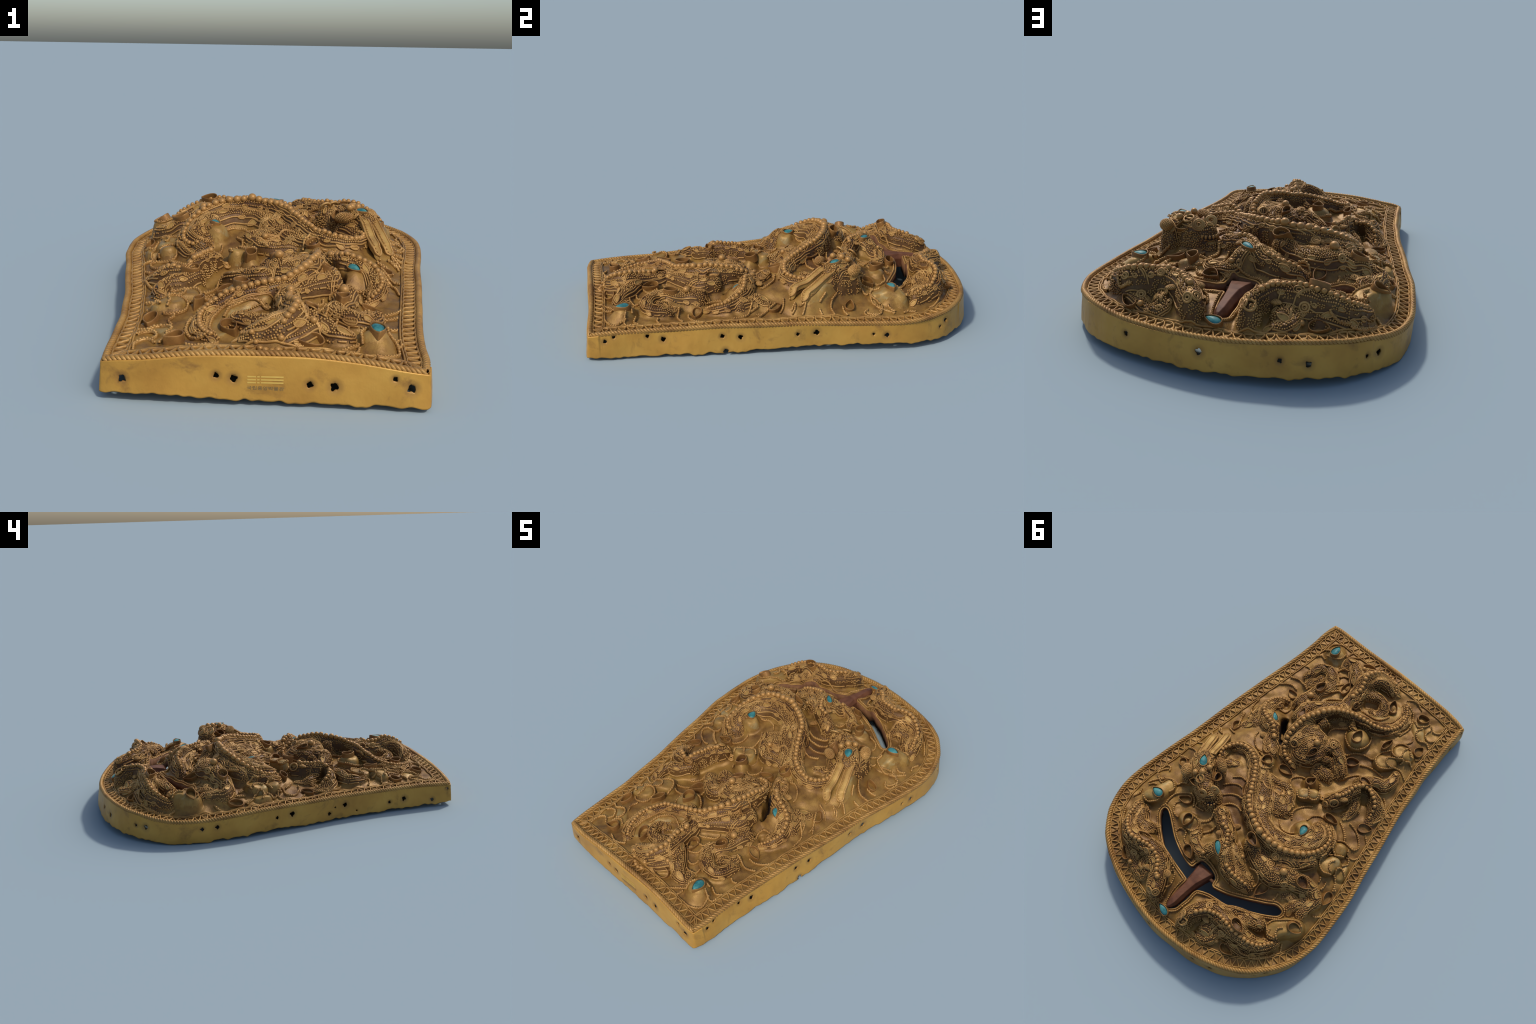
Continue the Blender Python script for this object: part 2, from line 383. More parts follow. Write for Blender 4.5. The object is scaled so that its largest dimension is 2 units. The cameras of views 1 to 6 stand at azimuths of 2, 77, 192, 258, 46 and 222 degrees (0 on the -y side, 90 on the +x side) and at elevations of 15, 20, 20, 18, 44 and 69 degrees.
# rows of large spine beads: dragon, radii along the row, path
SPINES = [
    ("front_dragon", (.008,.010,.012,.015,.013,.010), [(-.187, -.821), (-.210, -.797), (-.228, -.756), (-.234, -.704), (-.221, -.659), (-.195, -.621), (-.150, -.589), (-.093, -.573), (-.048, -.561), (.000, -.545), (.048, -.519), (.085, -.482), (.116, -.437), (.137, -.389), (.156, -.344), (.161, -.311), (.164, -.284), (.167, -.252), (.165, -.227), (.161, -.199), (.150, -.175), (.139, -.155), (.119, -.137), (.097, -.127), (.076, -.124), (.052, -.124)]),
    ("large_dragon", (.010,.0115,.0125,.017,.0135,.009), [(.355, .120), (.366, .094), (.367, .067), (.354, .036), (.332, .006), (.308, -.006), (.280, -.013), (.246, -.007), (.218, .001), (.191, .019), (.167, .038), (.145, .068), (.128, .091), (.110, .118), (.097, .142), (.076, .175), (.063, .203), (.048, .220), (.030, .235), (.012, .248), (-.011, .262), (-.034, .276), (-.059, .285), (-.087, .298), (-.118, .307), (-.151, .308), (-.183, .305), (-.212, .301), (-.243, .297), (-.270, .284), (-.295, .269), (-.328, .241), (-.353, .210), (-.370, .177), (-.380, .142), (-.383, .115), (-.379, .079), (-.362, .051), (-.336, .032), (-.308, .027)]),
    ("corner_dragon", (.008,.0105,.013,.011), [(-.089, -.842), (-.065, -.873), (-.024, -.907), (.018, -.912), (.040, -.862), (.060, -.833), (.072, -.804), (.079, -.778), (.070, -.751), (.061, -.729), (.053, -.699), (.056, -.670), (.061, -.635)]),
    ("right_dragon", (.007,.010,.011,.011), [(.336, -.416), (.359, -.402), (.378, -.383), (.393, -.359), (.401, -.328), (.396, -.291), (.377, -.255), (.346, -.233), (.320, -.224), (.288, -.216), (.260, -.204), (.241, -.183), (.223, -.166)]),
    ("left_dragon", (.009,.011,.012,.011,.008), [(-.248, -.131), (-.266, -.153), (-.282, -.196), (-.285, -.223), (-.297, -.248), (-.312, -.272), (-.330, -.285), (-.354, -.284), (-.380, -.272), (-.405, -.259), (-.425, -.241), (-.437, -.211), (-.444, -.169)]),
    ("back_dragon", (.0115,.0105,.0105,.010), [(.065, .392), (.041, .396), (.022, .402), (.010, .418), (-.002, .434), (-.013, .450), (-.022, .469), (-.030, .486)]),
    ("back_dragon", (.012,.0105,.009), [(-.090, .534), (-.114, .539), (-.138, .544), (-.158, .541), (-.176, .540), (-.194, .538), (-.213, .535), (-.227, .529)]),
    ("bow_dragon", (.008,.010,.0125,.011,.011,.0115), [(.511, .586), (.508, .608), (.497, .637), (.493, .658), (.487, .678), (.464, .699), (.444, .716), (.423, .726), (.399, .735), (.375, .736), (.354, .732), (.331, .728), (.310, .721), (.288, .715), (.266, .717), (.246, .719), (.229, .723), (.215, .730), (.194, .741), (.181, .758), (.169, .774), (.156, .791), (.140, .801)]),
    ("crest_dragon", (.011,.0105,.012,.011,.009), [(-.129, .798), (-.146, .778), (-.161, .762), (-.175, .753), (-.192, .747), (-.211, .740), (-.230, .735), (-.252, .738), (-.272, .739), (-.293, .741), (-.314, .743), (-.335, .745), (-.354, .743), (-.376, .740), (-.396, .737), (-.418, .734), (-.434, .727), (-.448, .719), (-.463, .711), (-.474, .696), (-.484, .682), (-.492, .667), (-.503, .650)]),
]
KNOBS = [
    ("large_dragon", .02, (-.323, .368)),
    ("front_dragon", .018, (.020, -.283)),
    ("front_dragon", .018, (.248, -.498)),
    ("large_dragon", .014, (-.038, .056)),
    ("crest_dragon", .012, (-.286, .827)),
    ("left_dragon", .013, (-.248, -.135)),
    ("corner_dragon", .014, (.059, -.632)),
    ("corner_dragon", .012, (.130, -.822)),
    ("bow_dragon", .012, (.324, .832)),
    ("bow_dragon", .013, (.140, .801)),
    ("back_dragon", .012, (-.110, .442)),
    ("right_dragon", .014, (.221, -.165)),
    ("back_dragon", .011, (.052, .559)),
]
# small wire rings: dragon, radius, place
RINGS = [
    ("corner_dragon", .016, (.060, -.558)),
    ("corner_dragon", .013, (.032, -.567)),
    ("corner_dragon", .02, (.019, -.611)),
    ("corner_dragon", .015, (.025, -.681)),
    ("right_dragon", .017, (.197, -.087)),
    ("right_dragon", .015, (.169, -.099)),
    ("right_dragon", .014, (.292, -.185)),
    ("right_dragon", .018, (.232, -.119)),
    ("left_dragon", .016, (-.189, -.095)),
    ("left_dragon", .014, (-.230, -.073)),
    ("left_dragon", .022, (-.260, -.100)),
    ("bow_dragon", .018, (.124, .872)),
    ("bow_dragon", .018, (.097, .861)),
    ("bow_dragon", .014, (.274, .741)),
    ("bow_dragon", .016, (.340, .784)),
    ("crest_dragon", .018, (-.084, .865)),
    ("crest_dragon", .015, (-.088, .843)),
    ("crest_dragon", .022, (-.105, .873)),
    ("crest_dragon", .018, (-.287, .786)),
    ("crest_dragon", .016, (-.159, .733)),
    ("back_dragon", .016, (.120, .345)),
    ("back_dragon", .016, (.116, .326)),
    ("back_dragon", .016, (-.008, .403)),
    ("back_dragon", .015, (-.149, .518)),
    ("large_dragon", .018, (-.245, .378)),
    ("large_dragon", .018, (-.242, .338)),
    ("large_dragon", .016, (-.361, .408)),
    ("large_dragon", .016, (.008, .201)),
    ("large_dragon", .014, (-.246, .250)),
    ("large_dragon", .016, (.007, .201)),
    ("front_dragon", .015, (.124, -.254)),
    ("front_dragon", .02, (.112, -.206)),
    ("front_dragon", .018, (-.048, -.345)),
    ("large_dragon", .022, (.318, .295)),
    ("large_dragon", .018, (.341, .194)),
]
# ears: dragon, length, width, turn, place
EARS = [
    ("back_dragon", .026, .013, -125, (.025, .348)),
    ("back_dragon", .024, .012, -139, (.048, .429)),
    ("bow_dragon", .022, .018, -179, (.122, .756)),
    ("bow_dragon", .026, .013, -155, (.210, .792)),
    ("crest_dragon", .026, .014, 164, (-.177, .787)),
    ("right_dragon", .022, .016, -163, (.275, -.143)),
    ("right_dragon", .022, .010, 150, (.231, -.235)),
    ("left_dragon", .022, .012, -144, (-.287, -.145)),
    ("corner_dragon", .020, .013, -115, (.125, -.686)),
]
# granulated wires soldered on the plate
WIRES = [
    ("wire", [(.247, -.733), (.240, -.759), (.212, -.774), (.168, -.760)]),
    ("wire", [(.212, -.707), (.193, -.736), (.155, -.736)]),
    ("wire", [(.185, -.648), (.169, -.681), (.137, -.700)]),
    ("wire", [(.180, -.601), (.162, -.630), (.133, -.637)]),
    ("wire", [(.170, -.481), (.174, -.546), (.144, -.576), (.108, -.599)]),
    ("wire", [(.032, -.396), (.034, -.422), (.017, -.452), (-.024, -.484)]),
    ("wire", [(.429, -.543), (.386, -.561), (.341, -.550), (.309, -.539)]),
    ("wire", [(.451, -.469), (.423, -.495), (.391, -.509), (.359, -.506)]),
    ("wire", [(.415, -.652), (.392, -.659), (.357, -.632)]),
    ("wire", [(.411, -.749), (.390, -.766), (.359, -.756)]),
    ("wire", [(-.007, -.628), (-.056, -.615), (-.102, -.626), (-.137, -.652), (-.155, -.701)]),
    ("wire", [(-.175, -.816), (-.193, -.785), (-.196, -.738), (-.184, -.682), (-.147, -.632), (-.110, -.587)]),
    ("wire", [(-.162, -.861), (-.187, -.881), (-.218, -.887), (-.259, -.870)]),
    ("wire", [(-.206, -.830), (-.241, -.816), (-.269, -.762), (-.272, -.698), (-.243, -.646)]),
    ("wire", [(-.148, -.560), (-.186, -.581), (-.222, -.621), (-.244, -.660)]),
    ("wire", [(-.067, -.543), (-.113, -.562), (-.146, -.558), (-.172, -.516), (-.172, -.465), (-.148, -.429), (-.103, -.416), (-.057, -.440), (-.039, -.469), (-.048, -.493)]),
    ("wire", [(-.116, -.371), (-.147, -.416), (-.193, -.443), (-.247, -.452)]),
    ("wire", [(-.325, -.708), (-.339, -.680), (-.324, -.648)]),
    ("wire", [(.270, -.864), (.260, -.896), (.228, -.908)]),
    ("wire", [(.269, -.846), (.244, -.867), (.208, -.894)]),
    ("wire", [(.385, -.803), (.394, -.841), (.389, -.869), (.353, -.895), (.321, -.899)]),
    ("wire", [(.357, -.770), (.315, -.776), (.281, -.805), (.280, -.850)]),
    ("wire", [(.411, -.784), (.398, -.811), (.363, -.800)]),
    ("wire", [(-.283, -.548), (-.257, -.515), (-.254, -.465), (-.277, -.436), (-.309, -.432), (-.342, -.458), (-.375, -.495), (-.404, -.501), (-.444, -.482)]),
    ("wire", [(-.322, -.519), (-.304, -.500), (-.317, -.476), (-.342, -.471), (-.355, -.481)]),
    ("wire", [(-.322, -.519), (-.344, -.534), (-.371, -.550), (-.379, -.546), (-.373, -.530)]),
    ("wire", [(-.354, -.628), (-.345, -.590), (-.355, -.559), (-.334, -.537), (-.306, -.542), (-.288, -.566), (-.290, -.606), (-.311, -.631), (-.345, -.639), (-.361, -.632)]),
    ("wire", [(-.378, -.608), (-.399, -.592), (-.423, -.614), (-.430, -.632)]),
    ("wire", [(-.390, -.556), (-.408, -.570), (-.428, -.565)]),
    ("wire", [(-.118, -.370), (-.146, -.412), (-.180, -.436), (-.219, -.447), (-.250, -.450)]),
    ("wire", [(-.215, -.386), (-.253, -.406), (-.294, -.415), (-.343, -.413)]),
    ("wire", [(-.201, -.256), (-.211, -.294), (-.236, -.330), (-.253, -.342)]),
    ("wire", [(-.277, -.788), (-.308, -.774), (-.334, -.804), (-.346, -.834)]),
    ("wire", [(-.331, -.780), (-.319, -.751), (-.336, -.722), (-.365, -.713), (-.399, -.731), (-.431, -.718)]),
    ("wire", [(-.427, -.772), (-.409, -.752), (-.381, -.753), (-.363, -.778), (-.372, -.808)]),
    ("wire", [(-.361, -.832), (-.391, -.810), (-.422, -.833), (-.420, -.880)]),
    ("wire", [(-.430, -.322), (-.456, -.303), (-.482, -.258), (-.494, -.220), (-.478, -.175)]),
    ("wire", [(-.433, -.396), (-.459, -.385)]),
    ("wire", [(-.348, -.058), (-.380, -.043), (-.412, -.017), (-.430, .008)]),
    ("wire", [(-.395, -.089), (-.437, -.080), (-.475, -.059), (-.494, -.036)]),
    ("wire", [(-.236, -.823), (-.268, -.775), (-.277, -.721), (-.266, -.663)]),
    ("wire", [(-.343, .003), (-.377, .037), (-.403, .067)]),
    ("wire", [(.314, -.139), (.308, -.109), (.281, -.076), (.247, -.058), (.221, -.061)]),
    ("wire", [(.305, -.405), (.292, -.375), (.298, -.342), (.331, -.338)]),
    ("wire", [(.234, .217), (.205, .188), (.172, .171), (.144, .171)]),
    ("wire", [(.195, .258), (.166, .230), (.129, .217), (.102, .217)]),
    ("wire", [(.162, .301), (.134, .272), (.095, .261), (.061, .268)]),
    ("wire", [(.181, .441), (.158, .414), (.155, .380), (.166, .360)]),
    ("wire", [(.140, .482), (.126, .456), (.107, .425), (.103, .403)]),
    ("wire", [(-.156, .117), (-.134, .084), (-.135, .046), (-.155, .007), (-.182, -.016)]),
    ("wire", [(-.115, .167), (-.141, .189), (-.180, .196), (-.220, .175)]),
    ("wire", [(-.215, .062), (-.219, .027), (-.242, -.002), (-.267, -.012)]),
    ("wire", [(-.050, -.044), (-.091, -.003), (-.121, -.007), (-.142, -.029), (-.127, -.053), (-.098, -.081)]),
    ("wire", [(-.142, -.029), (-.168, -.039), (-.179, -.064), (-.149, -.118), (-.126, -.144)]),
    ("wire", [(-.043, -.004), (-.002, -.044), (.007, -.076), (-.023, -.113), (-.054, -.116)]),
    ("wire", [(-.345, -.062), (-.391, -.040), (-.421, -.011)]),
    ("wire", [(.145, .022), (.123, .001), (.117, -.038)]),
    ("wire", [(.224, .153), (.192, .128), (.157, .128)]),
    ("wire", [(.421, -.207), (.459, -.239), (.468, -.280), (.469, -.313)]),
    ("wire", [(.487, -.190), (.458, -.151), (.428, -.097)]),
    ("wire", [(.506, -.038), (.467, -.009)]),
    ("wire", [(.430, -.024), (.406, .030), (.377, .101)]),
    ("wire", [(.489, .007), (.471, .081), (.439, .144)]),
    ("wire", [(.332, -.044), (.282, -.015)]),
    ("wire", [(.243, .004), (.225, -.049), (.202, -.047)]),
    ("wire", [(-.442, .103), (-.410, .083), (-.404, .033), (-.431, .009), (-.459, .010), (-.496, .007), (-.503, -.025), (-.466, -.062), (-.417, -.088), (-.389, -.088)]),
    ("wire", [(-.438, .105), (-.411, .137), (-.404, .174), (-.422, .202), (-.459, .215), (-.492, .198)]),
    ("wire", [(-.464, .130), (-.452, .155), (-.468, .182), (-.493, .186), (-.514, .185), (-.542, .215), (-.553, .244)]),
    ("wire", [(-.445, .107), (-.479, .083), (-.502, .060), (-.521, .090), (-.508, .117)]),
    ("wire", [(-.511, .181), (-.498, .153), (-.514, .132), (-.545, .145), (-.567, .167)]),
    ("wire", [(-.476, .030), (-.489, .053), (-.520, .050), (-.538, .024), (-.536, -.002)]),
    ("wire", [(-.349, -.057), (-.388, -.034), (-.425, .001)]),
    ("wire", [(-.464, .287), (-.473, .259), (-.464, .241)]),
    ("wire", [(-.494, .316), (-.506, .273), (-.501, .237)]),
    ("wire", [(-.540, .411), (-.567, .410), (-.588, .388)]),
    ("wire", [(-.558, .490), (-.574, .477), (-.597, .458)]),
    ("wire", [(-.396, .596), (-.436, .619), (-.466, .646), (-.495, .634)]),
    ("wire", [(-.504, .624), (-.485, .609), (-.477, .586), (-.492, .567)]),
    ("wire", [(-.421, .596), (-.430, .570), (-.462, .541), (-.505, .503), (-.538, .490), (-.558, .498)]),
    ("wire", [(-.365, .491), (-.364, .460), (-.351, .439)]),
    ("wire", [(-.176, .454), (-.205, .450), (-.232, .458), (-.249, .477), (-.250, .514)]),
    ("wire", [(-.346, .318), (-.370, .286), (-.389, .249)]),
    ("wire", [(-.538, .219), (-.561, .236)]),
    ("wire", [(-.534, .361), (-.560, .357), (-.581, .335)]),
    ("wire", [(-.491, -.096), (-.518, -.072)]),
    ("wire", [(-.458, .305), (-.470, .286), (-.473, .259)]),
    ("wire", [(.404, .490), (.410, .461), (.409, .420), (.381, .389), (.342, .362), (.303, .371), (.278, .404)]),
    ("wire", [(.355, .429), (.367, .453), (.346, .487), (.320, .500), (.288, .500)]),
    ("wire", [(.182, .437), (.163, .413), (.159, .380), (.165, .357)]),
    ("wire", [(.134, .474), (.115, .443), (.105, .415)]),
    ("wire", [(.566, .511), (.509, .542), (.474, .535), (.444, .509), (.440, .475)]),
    ("wire", [(.531, .398), (.504, .372), (.463, .371), (.431, .396), (.432, .429)]),
    ("wire", [(.565, .387), (.544, .400), (.525, .380)]),
    ("wire", [(.579, .374), (.572, .352), (.552, .328)]),
    ("wire", [(.582, .561), (.571, .529), (.580, .506)]),
    ("wire", [(.437, .371), (.422, .348), (.392, .339)]),
    ("wire", [(.124, .712), (.098, .732), (.083, .770), (.082, .804)]),
    ("wire", [(.254, .560), (.248, .536), (.209, .532), (.193, .563), (.168, .575)]),
    ("wire", [(.239, .448), (.210, .443), (.183, .464), (.176, .506), (.214, .518)]),
    ("wire", [(.492, .567), (.472, .562), (.438, .579)]),
    ("wire", [(.579, .455), (.565, .432), (.539, .397)]),
    ("wire", [(.266, .364), (.270, .398), (.219, .392)]),
    ("wire", [(.451, .744), (.433, .766), (.388, .774)]),
    ("wire", [(.564, .642), (.541, .679), (.510, .713)]),
    ("wire", [(-.460, .781), (-.497, .751), (-.526, .712), (-.538, .682)]),
    ("wire", [(-.380, .782), (-.419, .791), (-.456, .775)]),
    ("wire", [(-.122, .857), (-.123, .889), (-.146, .887)]),
    ("wire", [(-.045, .910), (-.058, .894), (-.096, .894)]),
    ("wire", [(-.106, .802), (-.103, .766), (-.105, .721)]),
    ("wire", [(-.524, .602), (-.541, .628), (-.556, .652)]),
    ("wire", [(-.450, .612), (-.458, .636), (-.491, .630)]),
    ("wire", [(.476, .139), (.490, .112), (.509, .102), (.538, .108)]),
    ("wire", [(.456, .209), (.482, .173), (.515, .158), (.555, .166)]),
    ("wire", [(.466, -.008), (.496, -.015), (.507, -.032)]),
    ("wire", [(.487, .040), (.505, .030), (.522, .016)]),
    ("wire", [(.491, .077), (.506, .059), (.531, .052)]),
    ("wire", [(.505, .220), (.527, .219), (.553, .230)]),
    ("wire", [(.537, .333), (.551, .314), (.577, .320), (.582, .347)]),
    ("wire", [(.481, .405), (.500, .405), (.508, .413), (.533, .409), (.573, .390), (.587, .360)]),
    ("wire", [(.531, .440), (.548, .443), (.566, .462)]),
    ("wire", [(.478, .372), (.492, .378), (.513, .406)]),
    ("wire", [(.417, -.053), (.455, -.062), (.477, -.082)]),
    ("wire", [(.452, -.138), (.463, -.165), (.469, -.195)]),
    ("wire", [(.428, -.181), (.440, -.203), (.446, -.223)]),
]
# collets: x, y, rim height, direction of the tip in degrees, length, width, depth, holds a stone
COLLETS = [
    (("open"), .124, -.872, .177, -165, .085, .055, .04),
    (("open"), .132, -.665, .212, -80, .085, .05, .04),
    (("open"), .239, -.576, .225, -102, .07, .05, .04),
    (("open"), .354, -.466, .140, -20, .08, .05, .035),
    (("open"), .196, -.363, .268, -70, .08, .05, .035),
    (("open"), -.133, -.769, .180, -64, .085, .055, .045),
    (("open"), -.110, -.476, .240, -83, .078, .06, .045),
    (("open"), -.304, -.830, .165, -149, .07, .055, .035),
    (("open"), -.404, -.661, .158, -98, .075, .055, .035),
    (("open"), -.175, -.365, .173, -138, .08, .055, .035),
    (("open"), -.252, -.562, .200, -103, .08, .035, .04),
    (("open"), -.308, -.304, .235, -174, .07, .045, .04),
    (("open"), -.462, -.124, .155, -146, .08, .055, .035),
    (("open"), -.303, -.032, .210, -175, .085, .045, .04),
    (("open"), .156, -.036, .273, 62, .07, .06, .04),
    (("open"), .059, -.080, .200, -171, .085, .05, .035),
    (("open"), -.092, -.112, .248, -106, .065, .05, .045),
    (("open"), .446, -.102, .178, 108, .07, .055, .03),
    (("open"), -.101, .357, .359, 161, .085, .055, .045),
    (("open"), -.428, .339, .290, 172, .078, .06, .045),
    (("open"), -.559, .297, .166, 91, .085, .055, .035),
    (("open"), -.543, .529, .235, -174, .08, .055, .045),
    (("open"), -.288, .495, .248, 81, .09, .055, .035),
    (("open"), -.330, .712, .305, 166, .085, .055, .04),
    (("open"), -.350, .828, .183, -177, .08, .055, .035),
    (("open"), .124, .601, .245, 150, .08, .055, .035),
    (("open"), .241, .484, .270, 99, .075, .05, .04),
    (("open"), .340, .405, .225, 21, .08, .05, .035),
    (("open"), .337, .693, .287, 9, .08, .05, .035),
    (("open"), .381, .815, .186, -44, .08, .05, .035),
    (("open"), .509, .254, .178, 159, .07, .05, .035),
    (("open"), .122, .171, .303, 113, .08, .04, .045),
    (("open"), .004, -.225, .272, 77, .07, .04, .03),
    (("stone"), .331, -.816, .200, -90, 0.078, 0.054, .035),
    (("stone"), .302, -.266, .236, -48, 0.066, 0.041, .03),
    (("stone"), .376, .210, .356, -57, 0.074, 0.05, .03),
    (("stone"), -.251, .140, .310, 103, 0.066, 0.05, .03),
    (("stone"), .003, .500, .338, 136, 0.086, 0.04, .03),
    (("stone"), .471, .476, .247, 2, 0.072, 0.053, .035),
    (("stone"), .023, .896, .192, -18, 0.078, 0.045, .035),
]
# nail holes in the side wall: x, y, z, radius
HOLES = [
    (-.441, -.968, .072, .009),
    (-.160, -.975, .093, .007),
    (-.107, -.974, .085, .009),
    (.118, -.973, .071, .008),
    (.192, -.975, .068, .010),
    (.364, -.985, .100, .006),
    (.415, -.987, .073, .010),
    (.485, -.907, .091, .007),
    (.488, -.864, .110, .006),
    (.500, -.713, .103, .007),
    (.508, -.644, .086, .009),
    (.551, -.373, .092, .008),
    (.565, -.290, .084, .009),
    (.604, -.025, .089, .007),
    (.617, .060, .095, .011),
    (.665, .322, .085, .005),
    (.675, .386, .078, .009),
    (.650, .669, .082, .006),
    (.636, .703, .106, .009),
    (.553, -.361, .017, .010),
    (.346, .926, .101, .008),
    (.047, .990, .102, .010),
    (-.242, .970, .099, .007),
    (-.338, .942, .086, .009),
    (-.531, .826, .086, .006),
    (-.572, .781, .083, .010),
    (-.680, .499, .078, .008),
    (-.678, .418, .079, .009),
    (-.634, .088, .077, .007),
    (-.618, .002, .083, .011),
    (-.579, -.216, .046, .008),
    (-.572, -.250, .077, .004),
    (-.560, -.311, .082, .010),
    (-.550, -.382, .038, .004),
    (-.525, -.579, .057, .007),
    (-.521, -.668, .067, .010),
    (-.514, -.837, .042, .008),
    (-.511, -.924, .098, .006),
]

# ------------------------------------------------------------------ materials
def ramp(nt, stops):
    n = nt.nodes.new("ShaderNodeValToRGB")
    while len(n.color_ramp.elements) < len(stops):
        n.color_ramp.elements.new(0.5)
    for e, (pos, c) in zip(n.color_ramp.elements, stops):
        e.position, e.color = pos, (*c, 1) if len(c) == 3 else c
    return n


def noise_node(nt, coord, scale, detail=5, rough=0.6, distort=0.0):
    n = nt.nodes.new("ShaderNodeTexNoise")
    n.inputs["Scale"].default_value = scale
    n.inputs["Detail"].default_value = detail
    n.inputs["Roughness"].default_value = rough
    n.inputs["Distortion"].default_value = distort
    nt.links.new(coord, n.inputs["Vector"])
    return n


def mix_colour(nt, fac, a, b):
    n = nt.nodes.new("ShaderNodeMix")
    n.data_type = "RGBA"
    for sock, val in ((n.inputs[0], fac), (n.inputs[6], a), (n.inputs[7], b)):
        if hasattr(val, "bl_idname") or hasattr(val, "is_linked"):
            nt.links.new(val, sock)
        else:
            sock.default_value = val if not isinstance(val, tuple) else (*val, 1)
    return n.outputs[2]


def new_material(name, rough=0.5, metallic=0.0, specular=0.25):
    m = bpy.data.materials.new(name)
    m.use_nodes = True
    nt = m.node_tree
    b = nt.nodes["Principled BSDF"]
    b.inputs["Roughness"].default_value = rough
    b.inputs["Metallic"].default_value = metallic
    b.inputs["Specular IOR Level"].default_value = specular
    tc = nt.nodes.new("ShaderNodeTexCoord")
    return m, nt, b, tc.outputs["Object"]


def bump(nt, b, height, strength, distance):
    n = nt.nodes.new("ShaderNodeBump")
    n.inputs["Strength"].default_value = strength
    n.inputs["Distance"].default_value = distance
    nt.links.new(height, n.inputs["Height"])
    nt.links.new(n.outputs[0], b.inputs["Normal"])


def disc_mask(nt, coord, centre, radius, soft):
    """soft spot around a point"""
    d = nt.nodes.new("ShaderNodeVectorMath")
    d.operation = "DISTANCE"
    nt.links.new(coord, d.inputs[0])
    d.inputs[1].default_value = centre
    r = nt.nodes.new("ShaderNodeMapRange")
    r.inputs[1].default_value = radius - soft
    r.inputs[2].default_value = radius + soft
    r.inputs[3].default_value = 1
    r.inputs[4].default_value = 0
    nt.links.new(d.outputs["Value"], r.inputs[0])
    return r.outputs[0]


def times(nt, a, b):
    n = nt.nodes.new("ShaderNodeMath")
    n.operation = "MULTIPLY"
    for s, v in zip(n.inputs, (a, b)):
        if isinstance(v, (int, float)):
            s.default_value = v
        else:
            nt.links.new(v, s)
    return n.outputs[0]


BROWN, PALE = (.095, .038, .014), (.33, .29, .15)


def gold_material(name, light, mid, dark, brown_amount, pale_amount, spots=(), bump_amount=0.3, rough=0.46, metallic=0.2):
    m, nt, b, co = new_material(name, rough, metallic)
    big = noise_node(nt, co, 9, 6, 0.65)
    tone = ramp(nt, [(.30, dark), (.5, mid), (.70, light)])
    nt.links.new(big.outputs[0], tone.inputs[0])
    col = tone.outputs[0]
    stain = noise_node(nt, co, 16, 7, 0.7, 0.4)
    sm = ramp(nt, [(.52, (0, 0, 0)), (.68, (1, 1, 1))])
    nt.links.new(stain.outputs[0], sm.inputs[0])
    col = mix_colour(nt, times(nt, sm.outputs[0], brown_amount), col, BROWN)
    if pale_amount:
        chalk = noise_node(nt, co, 13, 5, 0.6, 0.8)
        off = ramp(nt, [(.56, (0, 0, 0)), (.66, (1, 1, 1))])
        nt.links.new(chalk.outputs[0], off.inputs[0])
        col = mix_colour(nt, times(nt, off.outputs[0], pale_amount), col, PALE)
    for centre, radius, soft, strength, colour in spots:
        col = mix_colour(nt, times(nt, disc_mask(nt, co, centre, radius, soft), strength), col, colour)
    nt.links.new(col, b.inputs["Base Color"])
    grain = noise_node(nt, co, 160, 3, 0.6)
    bump(nt, b, grain.outputs[0], bump_amount, 0.004)
    return m


MAT_PLATE = gold_material("beaten_gold_sheet", (.33, .188, .044), (.23, .12, .028), (.11, .05, .014), .55, 0.0,
                          [((.15, .25, .25), .13, .06, .7, (.09, .038, .014))])
MAT_PETAL = gold_material("worn_gold_petal", (.37, .228, .065), (.29, .163, .040), (.175, .086, .022), .35, .4)
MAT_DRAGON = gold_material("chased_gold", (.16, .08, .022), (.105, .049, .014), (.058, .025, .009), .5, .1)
MAT_WIRE = gold_material("granulated_gold", (.47, .276, .093), (.37, .20, .058), (.225, .105, .030), .35, 0.0, rough=.4)
MAT_CELL = gold_material("burnished_gold_cell", (.44, .275, .08), (.35, .20, .052), (.22, .113, .029), .25, .15, rough=.5)
MAT_BEAD = gold_material("gold_bead", (.45, .25, .078), (.37, .193, .056), (.26, .125, .034), .15, 0.0, bump_amount=.12, rough=.38)
MAT_BORDER = gold_material("border_wire_gold", (.42, .238, .068), (.345, .183, .048), (.235, .112, .029), .35, 0.0)
MAT_COLLET = gold_material("collet_gold", (.33, .172, .052), (.25, .122, .034), (.145, .063, .019), .45, 0.0, bump_amount=.15)


def wall_material():
    m, nt, b, co = new_material("smooth_rim_gold", .42, .15)
    big = noise_node(nt, co, 5, 5, 0.6)
    tone = ramp(nt, [(.3, (.37, .185, .034)), (.5, (.45, .238, .044)), (.7, (.50, .28, .056))])
    nt.links.new(big.outputs[0], tone.inputs[0])
    col = tone.outputs[0]
    smear = noise_node(nt, co, 11, 6, 0.65, 0.5)
    sm = ramp(nt, [(.55, (0, 0, 0)), (.72, (1, 1, 1))])
    nt.links.new(smear.outputs[0], sm.inputs[0])
    col = mix_colour(nt, times(nt, sm.outputs[0], .6), col, (.15, .07, .025))
    for x, y, z, r in HOLES[::1]:
        col = mix_colour(nt, times(nt, disc_mask(nt, co, (x, y, z), r * 1.9, r * 1.4), .65), col, (.13, .06, .025))
    nt.links.new(col, b.inputs["Base Color"])
    grain = noise_node(nt, co, 40, 4, 0.6)
    bump(nt, b, grain.outputs[0], .25, 0.006)
    return m


